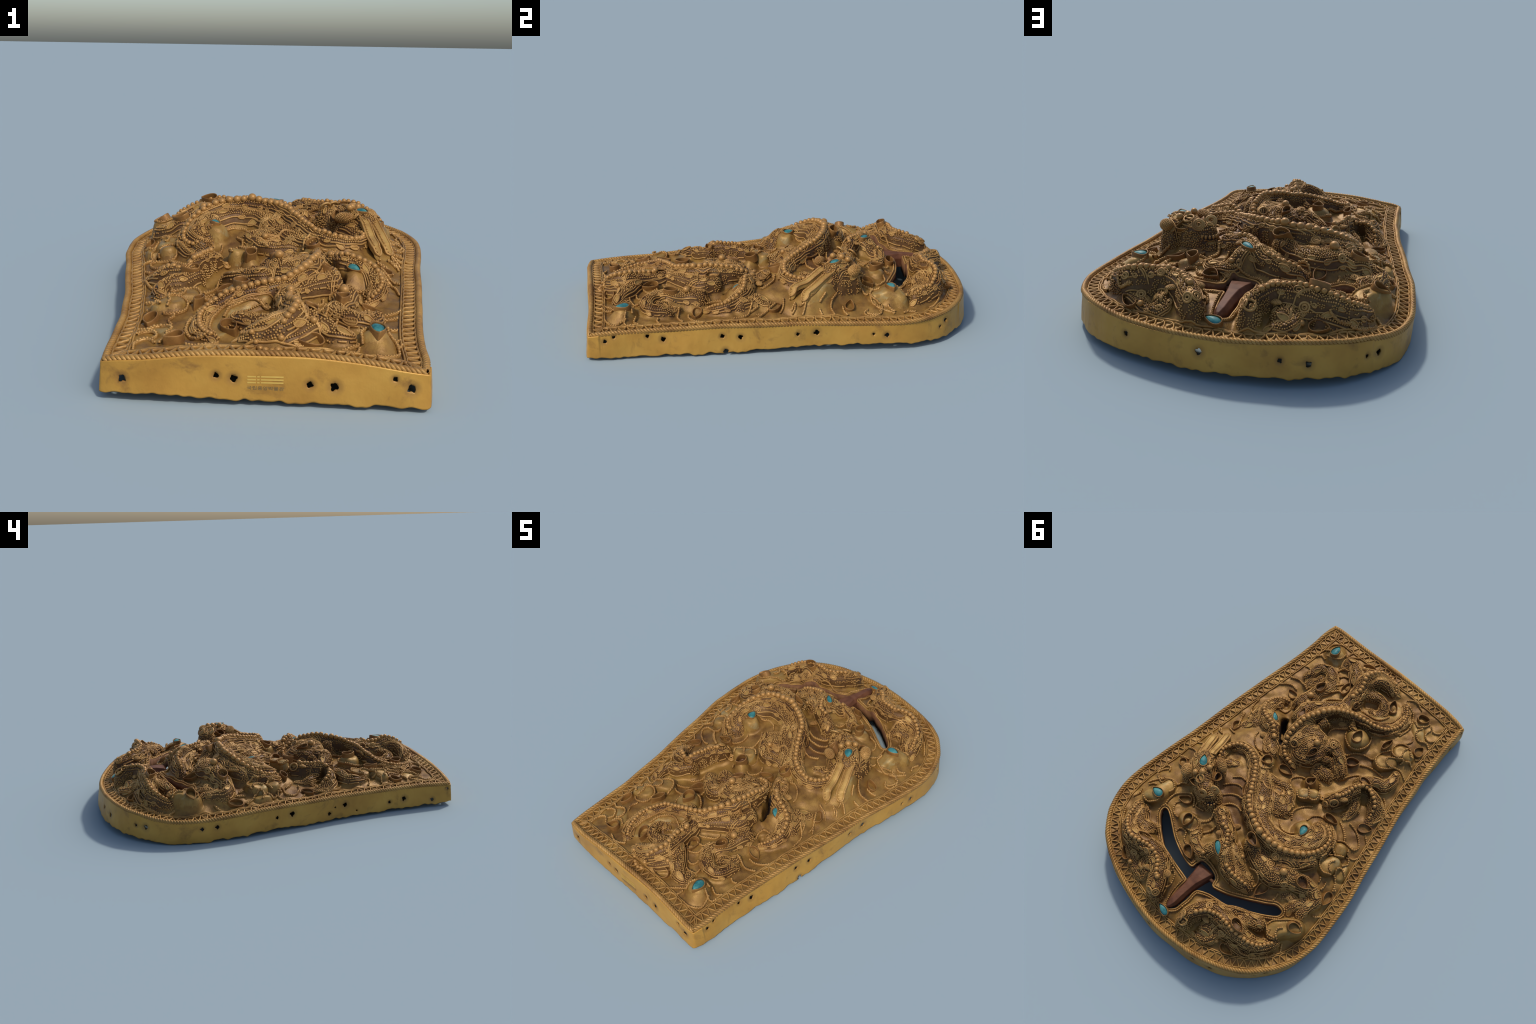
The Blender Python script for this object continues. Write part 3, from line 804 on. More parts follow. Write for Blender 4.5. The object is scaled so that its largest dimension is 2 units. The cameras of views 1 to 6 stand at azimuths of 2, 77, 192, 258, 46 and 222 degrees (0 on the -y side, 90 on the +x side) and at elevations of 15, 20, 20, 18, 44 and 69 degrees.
def plain_material(name, stops, scale, rough, bump_amount=.2, coat=0.0, specular=.2):
    m, nt, b, co = new_material(name, rough, specular=specular)
    n = noise_node(nt, co, scale, 6, 0.65, 0.4)
    tone = ramp(nt, stops)
    nt.links.new(n.outputs[0], tone.inputs[0])
    nt.links.new(tone.outputs[0], b.inputs["Base Color"])
    b.inputs["Coat Weight"].default_value = coat
    bump(nt, b, n.outputs[0], bump_amount, 0.003)
    return m


MAT_TEAR = plain_material("blackened_hollow", [(.3, (.012, .007, .006)), (.5, (.03, .018, .013)), (.7, (.06, .035, .02))], 40, .8)  # near black, used on the walls of the crack and for the mouth opening
MAT_WALL = wall_material()
MAT_TONGUE = plain_material("copper_brown_tongue", [(.3, (.085, .032, .016)), (.5, (.14, .055, .027)), (.7, (.20, .088, .042))], 14, .6)
MAT_LINING = plain_material("tarnished_lining", [(.3, (.07, .03, .016)), (.5, (.16, .07, .03)), (.7, (.25, .13, .05))], 20, .7)
MAT_STONE = plain_material("turquoise", [(.32, (.02, .10, .105)), (.5, (.04, .185, .185)), (.68, (.09, .26, .235))], 30, .42, .1, .0)
MAT_INK = plain_material("grey_lettering", [(.3, (.13, .10, .05)), (.7, (.18, .14, .07))], 20, .6)
MAT_PALE_INK = plain_material("pale_gold_bars", [(.3, (.52, .33, .075)), (.7, (.58, .38, .09))], 20, .5)

# ------------------------------------------------------------------ mesh helpers
ROOT = bpy.data.objects.new("gold_dragon_buckle", None)
ROOT["label"] = "shield-shaped gold belt buckle with relief dragons and turquoise stones"
ROOT["category"] = "belt buckle"
bpy.context.collection.objects.link(ROOT)


def attach(obj, parent):
    bpy.context.collection.objects.link(obj)
    obj.parent = parent
    return obj


def make_mesh(name, verts, faces, mat, smooth=True, normals=None):
    verts, faces = np.asarray(verts, np.float32), np.asarray(faces, np.int32)
    me = bpy.data.meshes.new(name)
    k = faces.shape[1]
    me.vertices.add(len(verts))
    me.vertices.foreach_set("co", verts.ravel())
    me.loops.add(faces.size)
    me.loops.foreach_set("vertex_index", faces.ravel())
    me.polygons.add(len(faces))
    me.polygons.foreach_set("loop_start", np.arange(0, faces.size, k, dtype=np.int32))
    me.polygons.foreach_set("use_smooth", np.full(len(faces), smooth))
    me.update(calc_edges=True)
    me.validate()
    if normals is not None:
        me.normals_split_custom_set_from_vertices(normals)
    me.materials.append(mat)
    return me


def part(name, verts, faces, mat, parent, stuff=False, **kw):
    o = attach(bpy.data.objects.new(name, make_mesh(name, verts, faces, mat, **kw)), parent)
    if stuff:
        o["kind"] = "stuff"
    return o


def ico(level):
    bm = bmesh.new()
    bmesh.ops.create_icosphere(bm, subdivisions=level, radius=1)
    v = np.array([x.co[:] for x in bm.verts])
    f = np.array([[x.index for x in y.verts] for y in bm.faces])
    bm.free()
    return v, f


ICO = {k: ico(k) for k in (1, 2, 3)}


class Batch:
    """gathers many small pieces into one mesh"""
    def __init__(self):
        self.v, self.f, self.n = [], [], 0

    def add(self, v, f):
        f = np.asarray(f)
        if f.shape[1] == 4:
            f = np.vstack([f[:, [0, 1, 2]], f[:, [0, 2, 3]]])
        self.v.append(np.asarray(v))
        self.f.append(f + self.n)
        self.n += len(v)

    def balls(self, centres, radii, level=1):
        v, f = ICO[level]
        c, r = np.asarray(centres), np.asarray(radii)
        if not len(c):
            return
        self.v.append((c[:, None, :] + v[None] * r[:, None, None]).reshape(-1, 3))
        self.f.append((f[None] + (np.arange(len(c)) * len(v))[:, None, None]).reshape(-1, 3) + self.n)
        self.n += len(c) * len(v)

    def build(self, name, mat, parent, smooth=True):
        if self.n:
            return part(name, np.vstack(self.v), np.vstack(self.f), mat, parent, stuff=True, smooth=smooth)


def tube(path, radius, sides=6, closed=False, tall=1.0):
    """round or upright-oval wire along a 3D path"""
    p = np.asarray(path, float)
    n = len(p)
    t = (np.roll(p, -1, 0) - np.roll(p, 1, 0)) if closed else np.gradient(p, axis=0)
    t /= np.linalg.norm(t, axis=1)[:, None] + 1e-9
    up = np.tile([0., 0, 1], (n, 1))
    a = np.cross(t, up)
    ln = np.linalg.norm(a, axis=1)[:, None]
    a = np.where(ln > 1e-3, a / np.maximum(ln, 1e-3), [1., 0, 0])
    b = np.cross(a, t)
    ang = np.linspace(0, 2 * np.pi, sides, endpoint=False)
    r = np.broadcast_to(np.asarray(radius, float), (n,))[:, None, None]
    v = p[:, None] + r * (np.cos(ang)[None, :, None] * a[:, None] + tall * np.sin(ang)[None, :, None] * b[:, None])
    m = n if closed else n - 1
    i, j = np.meshgrid(np.arange(m), np.arange(sides), indexing="ij")
    q = lambda ii, jj: (ii % n) * sides + jj % sides
    f = np.stack([q(i, j), q(i, j + 1), q(i + 1, j + 1), q(i + 1, j)], -1).reshape(-1, 4)
    return v.reshape(-1, 3), f


H = RELIEF.h
DY, DX = np.gradient(H, CELL)
SLOPE = np.hypot(DX, DY)


def on_surface(x, y, lift=0.0):
    x, y = np.asarray(x, float), np.asarray(y, float)
    h = sample(H, x, y)
    n = np.stack([-sample(DX, x, y), -sample(DY, x, y), np.ones_like(x)], -1)
    n /= np.linalg.norm(n, axis=-1)[..., None]
    p = np.stack([x, y, h], -1)
    return p + n * lift, n


# ------------------------------------------------------------------ relief sheet, separated into plate and dragon parts
SLOT_LINE = spline(SLOT, 0.003, closed=True)[:-1]
PLATE_EDGE = inset_rim(0.010, 0.01)[:, :2]
cx, cy = XX[:-1, :-1] + CELL / 2, YY[:-1, :-1] + CELL / 2
in_slot = inside(SLOT_LINE[:, :2], cx, cy)
keep = inside(PLATE_EDGE, cx, cy) & ~in_slot
rows, cols = XX.shape
vid = np.arange(rows * cols).reshape(rows, cols)
quads = np.stack([vid[:-1, :-1], vid[:-1, 1:], vid[1:, 1:], vid[1:, :-1]], -1)
px, py, pz = XX.ravel().copy(), YY.ravel().copy(), H.ravel().copy()
edge_ids = np.intersect1d(quads[keep].ravel(), quads[in_slot].ravel())
for v in edge_ids:                                    # pull the cut edge onto the slot line
    d = np.hypot(SLOT_LINE[:, 0] - px[v], SLOT_LINE[:, 1] - py[v])
    px[v], py[v] = SLOT_LINE[np.argmin(d), :2]
pz[edge_ids] = sample(H, px[edge_ids], py[edge_ids])
verts_all = np.column_stack([px, py, pz])
nrm_all = np.column_stack([-DX.ravel(), -DY.ravel(), np.ones(rows * cols)])
nrm_all /= np.linalg.norm(nrm_all, axis=1)[:, None]
tear_lab = RELIEF.label(("plate", "tear"))
who = np.where((RELIEF.h > BASE + 0.006) | (RELIEF.who == tear_lab), RELIEF.who, -1)
face_who = who[:-1, :-1].copy()
DRAGONS, seen = {}, []


def dragon(name):
    if name not in DRAGONS:
        e = bpy.data.objects.new("large_dragon" if name == "large_dragon" else "small_dragon", None)
        DRAGONS[name] = attach(e, ROOT)
    return DRAGONS[name]


def cut_region(name, mask, mat, parent):
    q = quads[mask]
    if not len(q):
        return
    ids, inv = np.unique(q.ravel(), return_inverse=True)
    part(name, verts_all[ids], inv.reshape(-1, 4), mat, parent, normals=nrm_all[ids])


for lab, (who_name, what) in enumerate(RELIEF.names):
    if what == "swell":
        face_who[face_who == lab] = -1
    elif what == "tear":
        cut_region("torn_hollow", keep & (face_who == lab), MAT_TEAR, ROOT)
    elif who_name == "plate":
        cut_region("raised_petal", keep & (face_who == lab), MAT_PETAL, ROOT)
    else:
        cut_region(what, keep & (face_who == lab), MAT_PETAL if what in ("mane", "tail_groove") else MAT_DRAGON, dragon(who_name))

cut_region("ground_plate", keep & (face_who < 0), MAT_PLATE, ROOT)

# lining of the slot, hanging down from its cut edge
s3 = np.column_stack([SLOT_LINE[:, :2], sample(H, SLOT_LINE[:, 0], SLOT_LINE[:, 1])])
n = len(s3)
low = s3.copy()
outward = inset(SLOT_LINE[:, :2].copy(), -0.01 if np.sum(SLOT_LINE[:, 0] * np.roll(SLOT_LINE[:, 1], -1) - SLOT_LINE[:, 1] * np.roll(SLOT_LINE[:, 0], -1)) > 0 else 0.01)[:, :2] - SLOT_LINE[:, :2]
low[:, 2] -= np.where(outward[:, 1] > 0.002, 0.07, 0.036)
mid_edge = s3 + [0, 0, 0.001]
i = np.arange(n)
lin_f = np.stack([i, (i + 1) % n, n + (i + 1) % n, n + i], -1)
lining = part("slot_lining", np.vstack([s3, low]), lin_f, MAT_LINING, ROOT)
sol = lining.modifiers.new("sheet", "SOLIDIFY")
sol.thickness, sol.offset = 0.008, 0

# ------------------------------------------------------------------ side wall with nail holes
# foot of the wall: x, y, height, how far it stands out from the rim
BOTTOM = [(.478, -.928, .013, .013), (.487, -.813, .009, .013), (.515, -.579, .013, .013), (.545, -.374, .010, .010), (.580, -.186, .020, .000), (.622, .129, .031, -.004),
          (.656, .332, .038, .004), (.677, .503, .032, .002), (.655, .626, .025, .002), (.580, .766, .028, .010), (.470, .863, .031, .014), (.225, .955, .033, .015),
          (.007, .985, .033, .014), (-.246, .962, .036, .018), (-.380, .918, .034, .017), (-.510, .835, .022, .012), (-.600, .735, .012, .004), (-.650, .625, .000, -.004),
          (-.671, .397, .008, -.008), (-.625, .086, .019, -.006), (-.600, -.054, .009, -.004), (-.550, -.330, .012, .000), (-.520, -.586, .013, .002), (-.508, -.833, .016, .004),
          (-.49, -.955, .024, .008), (-.35, -.968, .031, .009), (-.214, -.968, .023, .011), (.004, -.966, .015, .013), (.149, -.968, .014, .014), (.305, -.975, .014, .013), (.460, -.980, .014, .012)]


def build_wall():
    step, rows_n = 0.004, 27
    rim = rim_path(step)
    n = len(rim)
    out = -side_of(np.vstack([rim[-1:], rim, rim[:1]]))[1:-1]
    sm = out.copy()
    for _ in range(2):
        sm = 0.25 * np.roll(sm, 1, 0) + 0.5 * sm + 0.25 * np.roll(sm, -1, 0)
    out = sm / np.linalg.norm(sm, axis=1)[:, None]
    s = np.arange(n) * step
    at = np.array([np.argmin(np.hypot(rim[:, 0] - x, rim[:, 1] - y)) for x, y, *_ in BOTTOM])
    o = np.argsort(at)
    bz = np.array([b[2] for b in BOTTOM])[o]
    bo = np.array([b[3] for b in BOTTOM])[o]
    low = np.interp(np.arange(n), np.concatenate([[at[o][-1] - n], at[o], [at[o][0] + n]]), np.concatenate([[bz[-1]], bz, [bz[0]]]))
    lean = np.interp(np.arange(n), np.concatenate([[at[o][-1] - n], at[o], [at[o][0] + n]]), np.concatenate([[bo[-1]], bo, [bo[0]]]))
    jag = 0.0055 * np.sin(s * 47) * np.sin(s * 13 + 1) * np.sin(s * 3.1) + 0.0045 * np.sin(s * 91 + 2) * np.sin(s * 31) * np.sin(s * 5.3 + 2) + 0.0012 * np.sin(s * 173) * np.sin(s * 11)
    low = np.maximum(low + jag, 0.0)
    low -= low.min()
    t = np.linspace(0, 1, rows_n)[:, None]
    z = (rim[:, 2] + 0.008)[None] * (1 - t) + low[None] * t
    swell = 0.0026 * np.sin(s * 11)[None] * np.sin(t * 3 + s[None] * 5) + 0.0016 * np.sin(s * 29 + 1)[None] * t * t * np.sin(s * 3)[None]
    stand = np.where(rim[:, 1] < -0.93, 0.004, np.where(rim[:, 1] > 0.8, 0.002, -0.003))[None]
    off = stand + (lean[None] - stand) * t + swell
    x = rim[:, 0][None] + out[:, 0][None] * off
    y = rim[:, 1][None] + out[:, 1][None] * off
    v = np.stack([x, y, z], -1)
    f = np.arange(rows_n * n).reshape(rows_n, n)
    q = np.stack([f[:-1], f[1:], np.roll(f[1:], -1, 1), np.roll(f[:-1], -1, 1)], -1)
    cen = v.reshape(-1, 3)[q].mean(2)
    gone = np.zeros(q.shape[:2], bool)
    flat = v.reshape(-1, 3)
    tang = np.column_stack([-out[:, 1], out[:, 0], np.zeros(n)])
    for hx, hy, hz, r in HOLES:
        r = r * 1.2
        d3 = np.linalg.norm(cen - [hx, hy, hz], axis=2)
        j, k = np.unravel_index(np.argmin(d3), d3.shape)
        c = cen[j, k]
        c = np.array([c[0], c[1], hz])
        hole = np.linalg.norm(cen - c, axis=2) < r * 0.95
        gone |= hole
        if not hole.any():
            continue
        ring = np.intersect1d(q[hole].ravel(), q[~gone].ravel())
        dv = flat[ring] - c
        ln = np.linalg.norm(dv, axis=1)[:, None]
        ang = np.arctan2(dv[:, 2], dv[:, :2] @ np.array([-out[k, 1], out[k, 0]]))
        ragged = 1 + 0.16 * np.cos(4 * ang + hx * 9) + 0.14 * np.sin(3 * ang + hz * 300) + 0.08 * np.sin(ring * 1.7)
        flat[ring] = c + dv / np.maximum(ln, 1e-6) * (r * ragged)[:, None]
        dist = np.linalg.norm(flat - c, axis=1)
        near = (dist < r * 2.2)
        cols_i = np.nonzero(near)[0]
        push = 0.004 * (1 - dist[cols_i] / (r * 2.2))
        flat[cols_i, :2] -= out[cols_i % n] * push[:, None]
    w = part("side_wall", flat, q[~gone], MAT_WALL, ROOT)
    m = w.modifiers.new("sheet", "SOLIDIFY")
    m.thickness, m.offset = 0.007, -1
    return w


WALL = build_wall()

# ------------------------------------------------------------------ borders
def twisted_rope(path, lift, strands=3, coil=0.0064, strand=0.0066, pitch=0.044):
    b = Batch()
    s = np.concatenate([[0], np.cumsum(np.linalg.norm(np.diff(path[:, :2], axis=0), axis=1))])
    n_left = side_of(path)
    turns = s / pitch * 2 * np.pi
    for k in range(strands):
        a = turns + k * 2 * np.pi / strands
        c = np.column_stack([path[:, :2] + n_left * (np.cos(a) * coil)[:, None], path[:, 2] + lift + np.sin(a) * coil])
        b.add(*tube(c, strand, 6))
    return b


rope_line = inset_rim(0.011, 0.0030)
rope_line = np.vstack([rope_line, rope_line[:1]])
twisted_rope(rope_line, 0.009).build("rope_edging", MAT_BORDER, ROOT)


def zigzag():
    b = Batch()
    inner, outer = inset_rim(0.068, 0.0025), inset_rim(0.025, 0.0025)
    total = np.linalg.norm(np.diff(outer[:, :2], axis=0), axis=1).sum()
    loops = int(total / 0.0395)
    u = np.linspace(0, 1, loops * 28, endpoint=False)
    ph = u * loops * 2 * np.pi
    wob = 0.25 * np.sin(u * 61) + 0.2 * np.sin(u * 143 + 1)
    uu = u + (-1.9 * np.sin(2 * ph)) / (loops * 2 * np.pi)
    pick = lambda path, w: np.column_stack([np.interp((w % 1) * len(path), np.arange(len(path) + 1), np.append(path[:, k], path[0, k])) for k in (0, 1)])
    # match both runs by nearest point so that the loops stay square to the border
    po = pick(outer, uu)
    idx = np.array([np.argmin((inner[:, 0] - a) ** 2 + (inner[:, 1] - c) ** 2) for a, c in po])
    pi = inner[idx, :2]
    k = (0.5 + (0.5 + 0.02 * wob) * np.tanh(1.5 * np.sin(ph)) / np.tanh(1.5))[:, None]
    xy = po * (1 - k) + pi * k
    z = sample(BASE, xy[:, 0], xy[:, 1]) + 0.003
    b.add(*tube(np.column_stack([xy, z]), 0.0036, 6, closed=True, tall=2.0))
    return b


zigzag().build("zigzag_border", MAT_BORDER, ROOT)
wire_b = Batch()
for dist, r in ((0.0750, 0.0038), (0.0235, 0.0030)):
    p = inset_rim(dist, 0.006)
    z = sample(H, p[:, 0], p[:, 1]) + r
    ok = sample(BASE, p[:, 0], p[:, 1]) + 0.03
    wire_b.add(*tube(np.column_stack([p[:, :2], np.minimum(z, ok)]), r, 6, closed=True, tall=1.5))
wire_b.build("border_wire", MAT_BORDER, ROOT)

# ------------------------------------------------------------------ granulated wires
grain = Batch()
TOP = H.copy()                                        # surface as a laid wire bridges it
for dj in (-1, 0, 1):
    for di in (-1, 0, 1):
        TOP = np.maximum(TOP, np.roll(np.roll(H, dj, 0), di, 1))
TOP = blur(TOP, 1)


def bead_wire(path, r=0.0056, gap=2.02, lift=0.7):
    p = even(np.asarray(path), r * gap)
    c = np.column_stack([p[:, :2], sample(TOP, p[:, 0], p[:, 1])])
    steep = np.abs(np.gradient(c[:, 2])) > 1.3 * r * gap
    cut = [-1] + list(np.nonzero(steep)[0]) + [len(c)]
    for a, b in zip(cut[:-1], cut[1:]):
        q = c[a + 1:b]
        if len(q) < 3:
            continue
        rr = r * (1 + 0.12 * RNG.standard_normal(len(q)))
        grain.balls(q + [0, 0, r * (lift + 0.5)], rr, 1)
        grain.add(*tube(q + [0, 0, 0.3 * r], r * 0.9, 5, tall=1.4))


for _, w in WIRES:
    bead_wire(spline(w, 0.003))
slot_ring = inset(np.column_stack([SLOT_LINE[:, :2], np.zeros(len(SLOT_LINE))]), 0.0)
area = 0.5 * np.sum(SLOT_LINE[:, 0] * np.roll(SLOT_LINE[:, 1], -1) - SLOT_LINE[:, 1] * np.roll(SLOT_LINE[:, 0], -1))
slot_out = inset(SLOT_LINE[:, :2].copy(), -0.011 if area > 0 else 0.011)
bead_wire(np.vstack([slot_out, slot_out[:1]]), 0.0048)
grain.build("granulated_wire", MAT_WIRE, ROOT)
rim_b = Batch()
e3 = np.column_stack([SLOT_LINE[:, :2], sample(H, SLOT_LINE[:, 0], SLOT_LINE[:, 1]) + 0.002])
rim_b.add(*tube(e3, 0.0042, 6, closed=True))
rim_b.build("slot_rim_wire", MAT_BORDER, ROOT)

# ------------------------------------------------------------------ spine beads and knobs
ball = make_mesh("spine_bead", ICO[3][0], ICO[3][1], MAT_BEAD)


def lay_bead(owner, name, x, y, r, sink=0.55):
    p, nn = on_surface(np.array([x]), np.array([y]))
    o = attach(bpy.data.objects.new(name, ball), dragon(owner))
    o.location = p[0] + [0, 0, r * sink]
    o.scale = (r, r, r * 0.97)
    return o


BIG = []
for owner, radii, pts in SPINES:
    path = spline(pts, 0.002)
    s = np.concatenate([[0], np.cumsum(np.linalg.norm(np.diff(path[:, :2], axis=0), axis=1))])
    pos = 0.0
    while pos < s[-1]:
        r = float(np.interp(pos / s[-1], np.linspace(0, 1, len(radii)), radii)) * (1 + 0.05 * RNG.standard_normal())
        x, y = np.interp(pos, s, path[:, 0]), np.interp(pos, s, path[:, 1])
        lay_bead(owner, "spine_bead", x, y, r)
        BIG.append((x, y, r))
        pos += 1.98 * r
for owner, r, (x, y) in KNOBS:
    lay_bead(owner, "knob_bead", x, y, r, 0.7)
    BIG.append((x, y, r))
BIG = np.array(BIG)

# ------------------------------------------------------------------ collets and stones
def teardrop(length, width, n=36):
    """closed outline, round at the tail, drawn out to a tip along +x"""
    a = np.linspace(0, 2 * np.pi, n, endpoint=False)
    r = np.cos(a)
    pinch = np.sin(np.abs(a - np.pi) / 2) if False else np.abs(np.sin(a / 2 + np.pi / 2))
    x = 0.5 * length * np.cos(a)
    taper = np.sqrt(np.clip((1 - np.cos(a)) / 2, 0, 1))
    y = 0.5 * width * np.sin(a) * (0.30 + 0.86 * taper)
    return np.column_stack([x, y])


def frame_on(x, y, z, tip, lean=0.75):
    sm_dx, sm_dy = sample(SDX, x, y), sample(SDY, x, y)
    up = Vector((-sm_dx * lean, -sm_dy * lean, 1)).normalized()
    a = math.radians(tip)
    fwd = Vector((math.cos(a), math.sin(a), 0))
    fwd = (fwd - up * fwd.dot(up)).normalized()
    side = up.cross(fwd)
    return np.array([fwd[:], side[:], up[:]]), np.array([x, y, z])


SH = blur(H, 90)
SDY, SDX = np.gradient(SH, CELL)


def collet(kind, x, y, z, tip, length, width, depth, facing=None):
    M, o = frame_on(float(x), float(y), z, tip)
    if facing is not None:
        up = Vector(facing).normalized()
        fwd = Vector((math.cos(math.radians(tip)), math.sin(math.radians(tip)), 0))
        fwd = (fwd - up * fwd.dot(up)).normalized()
        M = np.array([fwd[:], up.cross(fwd)[:], up[:]])
    ring = teardrop(length, width)
    n = len(ring)
    thick = 0.0036
    inner = ring * [1 - 2.4 * thick / length, 1 - 2 * thick / width]
    ground = float(sample(H, x, y))
    reach = max(0.026, min(0.045, z - ground + 0.014))
    wave = 0.002 * np.sin(np.linspace(0, 4 * np.pi, n, endpoint=False) + x * 40) + 0.002 * np.sin(np.linspace(0, 2 * np.pi, n, endpoint=False) + y * 31)
    col = lambda c, h: np.column_stack([c, np.broadcast_to(h, (n,))])
    loops = [col(ring * 1.03, -reach), col(ring, -0.004 + wave), col(ring * 0.99, wave), col((ring + inner) / 2, 0.0012 + wave), col(inner, wave), col(inner, -0.004 + wave), col(inner * 0.97, -min(reach, 0.034))]
    v = np.vstack(loops)
    f = []
    for k in range(len(loops) - 1):
        for i in range(n):
            f.append((k * n + i, k * n + (i + 1) % n, (k + 1) * n + (i + 1) % n, (k + 1) * n + i))
    c = attach(bpy.data.objects.new("teardrop_collet", make_mesh("teardrop_collet", v @ M + o, f, MAT_COLLET)), ROOT)
    # floor, or a domed stone
    rings = []
    dome = kind == "stone"
    for t in np.linspace(1, 0, 7)[:-1]:
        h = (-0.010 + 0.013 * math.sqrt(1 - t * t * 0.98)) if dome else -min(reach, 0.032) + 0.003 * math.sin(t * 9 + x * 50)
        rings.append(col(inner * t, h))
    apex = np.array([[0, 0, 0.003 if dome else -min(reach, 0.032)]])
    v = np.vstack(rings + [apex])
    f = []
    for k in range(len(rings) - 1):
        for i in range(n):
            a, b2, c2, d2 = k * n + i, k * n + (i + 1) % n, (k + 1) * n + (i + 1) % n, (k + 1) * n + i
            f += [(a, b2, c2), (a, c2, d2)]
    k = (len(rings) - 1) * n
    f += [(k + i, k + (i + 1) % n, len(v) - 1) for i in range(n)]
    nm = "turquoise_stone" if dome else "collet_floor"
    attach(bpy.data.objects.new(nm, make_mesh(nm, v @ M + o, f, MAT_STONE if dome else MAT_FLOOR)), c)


MAT_FLOOR = gold_material("dusty_collet_floor", (.13, .06, .022), (.08, .035, .014), (.04, .017, .008), .5, 0.0)  # deep browns to match the dark look of the cup interiors
for spec in COLLETS:
    collet(*spec)
collet("open", .337, .325, .330, 30, .066, .046, .03, (.11, .69, .7))          # eyes of the large dragon
collet("open", .262, .226, .332, 75, .060, .044, .03, (-.65, -.25, .7))
COL_XY = np.array([c[1:3] for c in COLLETS])

# ------------------------------------------------------------------ rings, ears and the filigree over each dragon
DRAGON_OF = {}
for lab, (who_name, what) in enumerate(RELIEF.names):
    DRAGON_OF[lab] = who_name
BUSY = {}


SOFT = blur(H, 14)
SFY, SFX = np.gradient(SOFT, CELL)


def on_tangent(x, y, e, lift):
    """lay a small flat figure on the plane that touches the body at x, y"""
    gx, gy = float(sample(SFX, x, y)), float(sample(SFY, x, y))
    t1 = np.array([1, 0, gx]) / math.hypot(1, gx)
    nrm = np.array([-gx, -gy, 1]) / math.sqrt(gx * gx + gy * gy + 1)
    t2 = np.cross(nrm, t1)
    z = max(float(sample(H, x, y)), float(sample(SOFT, x, y)))
    return np.array([x, y, z]) + e[:, :1] * t1 + e[:, 1:] * t2 + nrm * lift


def ring_wire(batch, x, y, r, wire=0.0034, stretch=1.0, turn=0.0, double=False):
    a = np.linspace(0, 2 * np.pi, max(10, int(r * 900)), endpoint=False)
    e = np.column_stack([np.cos(a) * r * stretch, np.sin(a) * r])
    c, s = math.cos(turn), math.sin(turn)
    e = e @ np.array([[c, s], [-s, c]])
    p = on_tangent(x, y, e, wire * 0.7)
    batch.add(*tube(p, wire, 5, closed=True, tall=1.2))
    if double:
        ring_wire(batch, x, y, r * 0.5, wire)


filigree = {k: Batch() for k in DRAGONS}
blocked = []
for owner, r, (x, y) in RINGS:
    ring_wire(filigree[owner], x, y, r, 0.0045, double=r < 0.02)
    blocked.append((x, y, r * 1.1))
def lobe(owner, centre, size, turn, tilt, grains):
    """an ear: an egg covered all over with granules"""
    v, f = ICO[3]
    M3 = np.array((Matrix.Rotation(math.radians(turn), 3, "Z") @ Matrix.Rotation(math.radians(tilt), 3, "Y")).transposed())
    part("ear", (v * size) @ M3 + centre, f, MAT_WIRE, dragon(owner))
    g = np.arange(grains) + 0.5
    ph, th = np.arccos(1 - 2.0 * g / grains), np.pi * (1 + 5**0.5) * g
    sp = np.column_stack([np.cos(th) * np.sin(ph), np.sin(th) * np.sin(ph), np.cos(ph)])
    filigree[owner].balls((sp * size) @ M3 + centre, np.full(grains, 0.0042), 1)


lobe("large_dragon", (.292, .162, .330), (.038, .023, .020), 150, 10, 190)
lobe("large_dragon", (.418, .300, .315), (.036, .026, .024), -60, 15, 190)
for p_, r_ in (((.320, .221, .362), .015), ((.333, .262, .358), .017), ((.362, .286, .353), .015)):
    o_ = attach(bpy.data.objects.new("brow_bead", ball), dragon("large_dragon"))
    o_.location, o_.scale = p_, (r_, r_, r_)
for owner, a, b2, turn, (x, y) in EARS:
    v, f = ICO[3]
    t = math.radians(turn)
    R = np.array([[math.cos(t), math.sin(t), 0], [-math.sin(t), math.cos(t), 0], [0, 0, 1]])
    z = float(sample(H, x, y))
    part("ear", (v * [a, b2, b2 * 0.7]) @ R + [x, y, z + b2 * 0.4], f, MAT_WIRE, dragon(owner))
    k = 90
    g = np.arange(k) + 0.5
    ph, th = np.arccos(1 - 1.0 * g / k), np.pi * (1 + 5**0.5) * g
    sp = np.column_stack([np.cos(th) * np.sin(ph), np.sin(th) * np.sin(ph), np.cos(ph)])
    filigree[owner].balls((sp * [a, b2, b2 * 0.7]) @ R + [x, y, z + b2 * 0.4], np.full(k, 0.0036), 1)
    blocked.append((x, y, a))

# contour wires and fine bead rows following every body
def cell_of(q):
    return (np.clip(np.round((q[:, 1] - GY[0]) / CELL).astype(int), 0, rows - 1), np.clip(np.round((q[:, 0] - GX[0]) / CELL).astype(int), 0, cols - 1))


def runs_on(owner, q, steepest=2.5):
    """stretches of a plan path that really lie on this dragon"""
    mine = np.array([DRAGON_OF.get(int(l)) == owner for l in who[cell_of(q)]]) & (sample(SLOPE, q[:, 0], q[:, 1]) < steepest)
    mine &= ~inside(SLOT_LINE[:, :2], q[:, 0], q[:, 1])
    start = None
    for i, ok in enumerate(list(mine) + [False]):
        if ok and start is None:
            start = i
        if not ok and start is not None:
            if i - start > 5:
                yield q[start:i]
            start = None


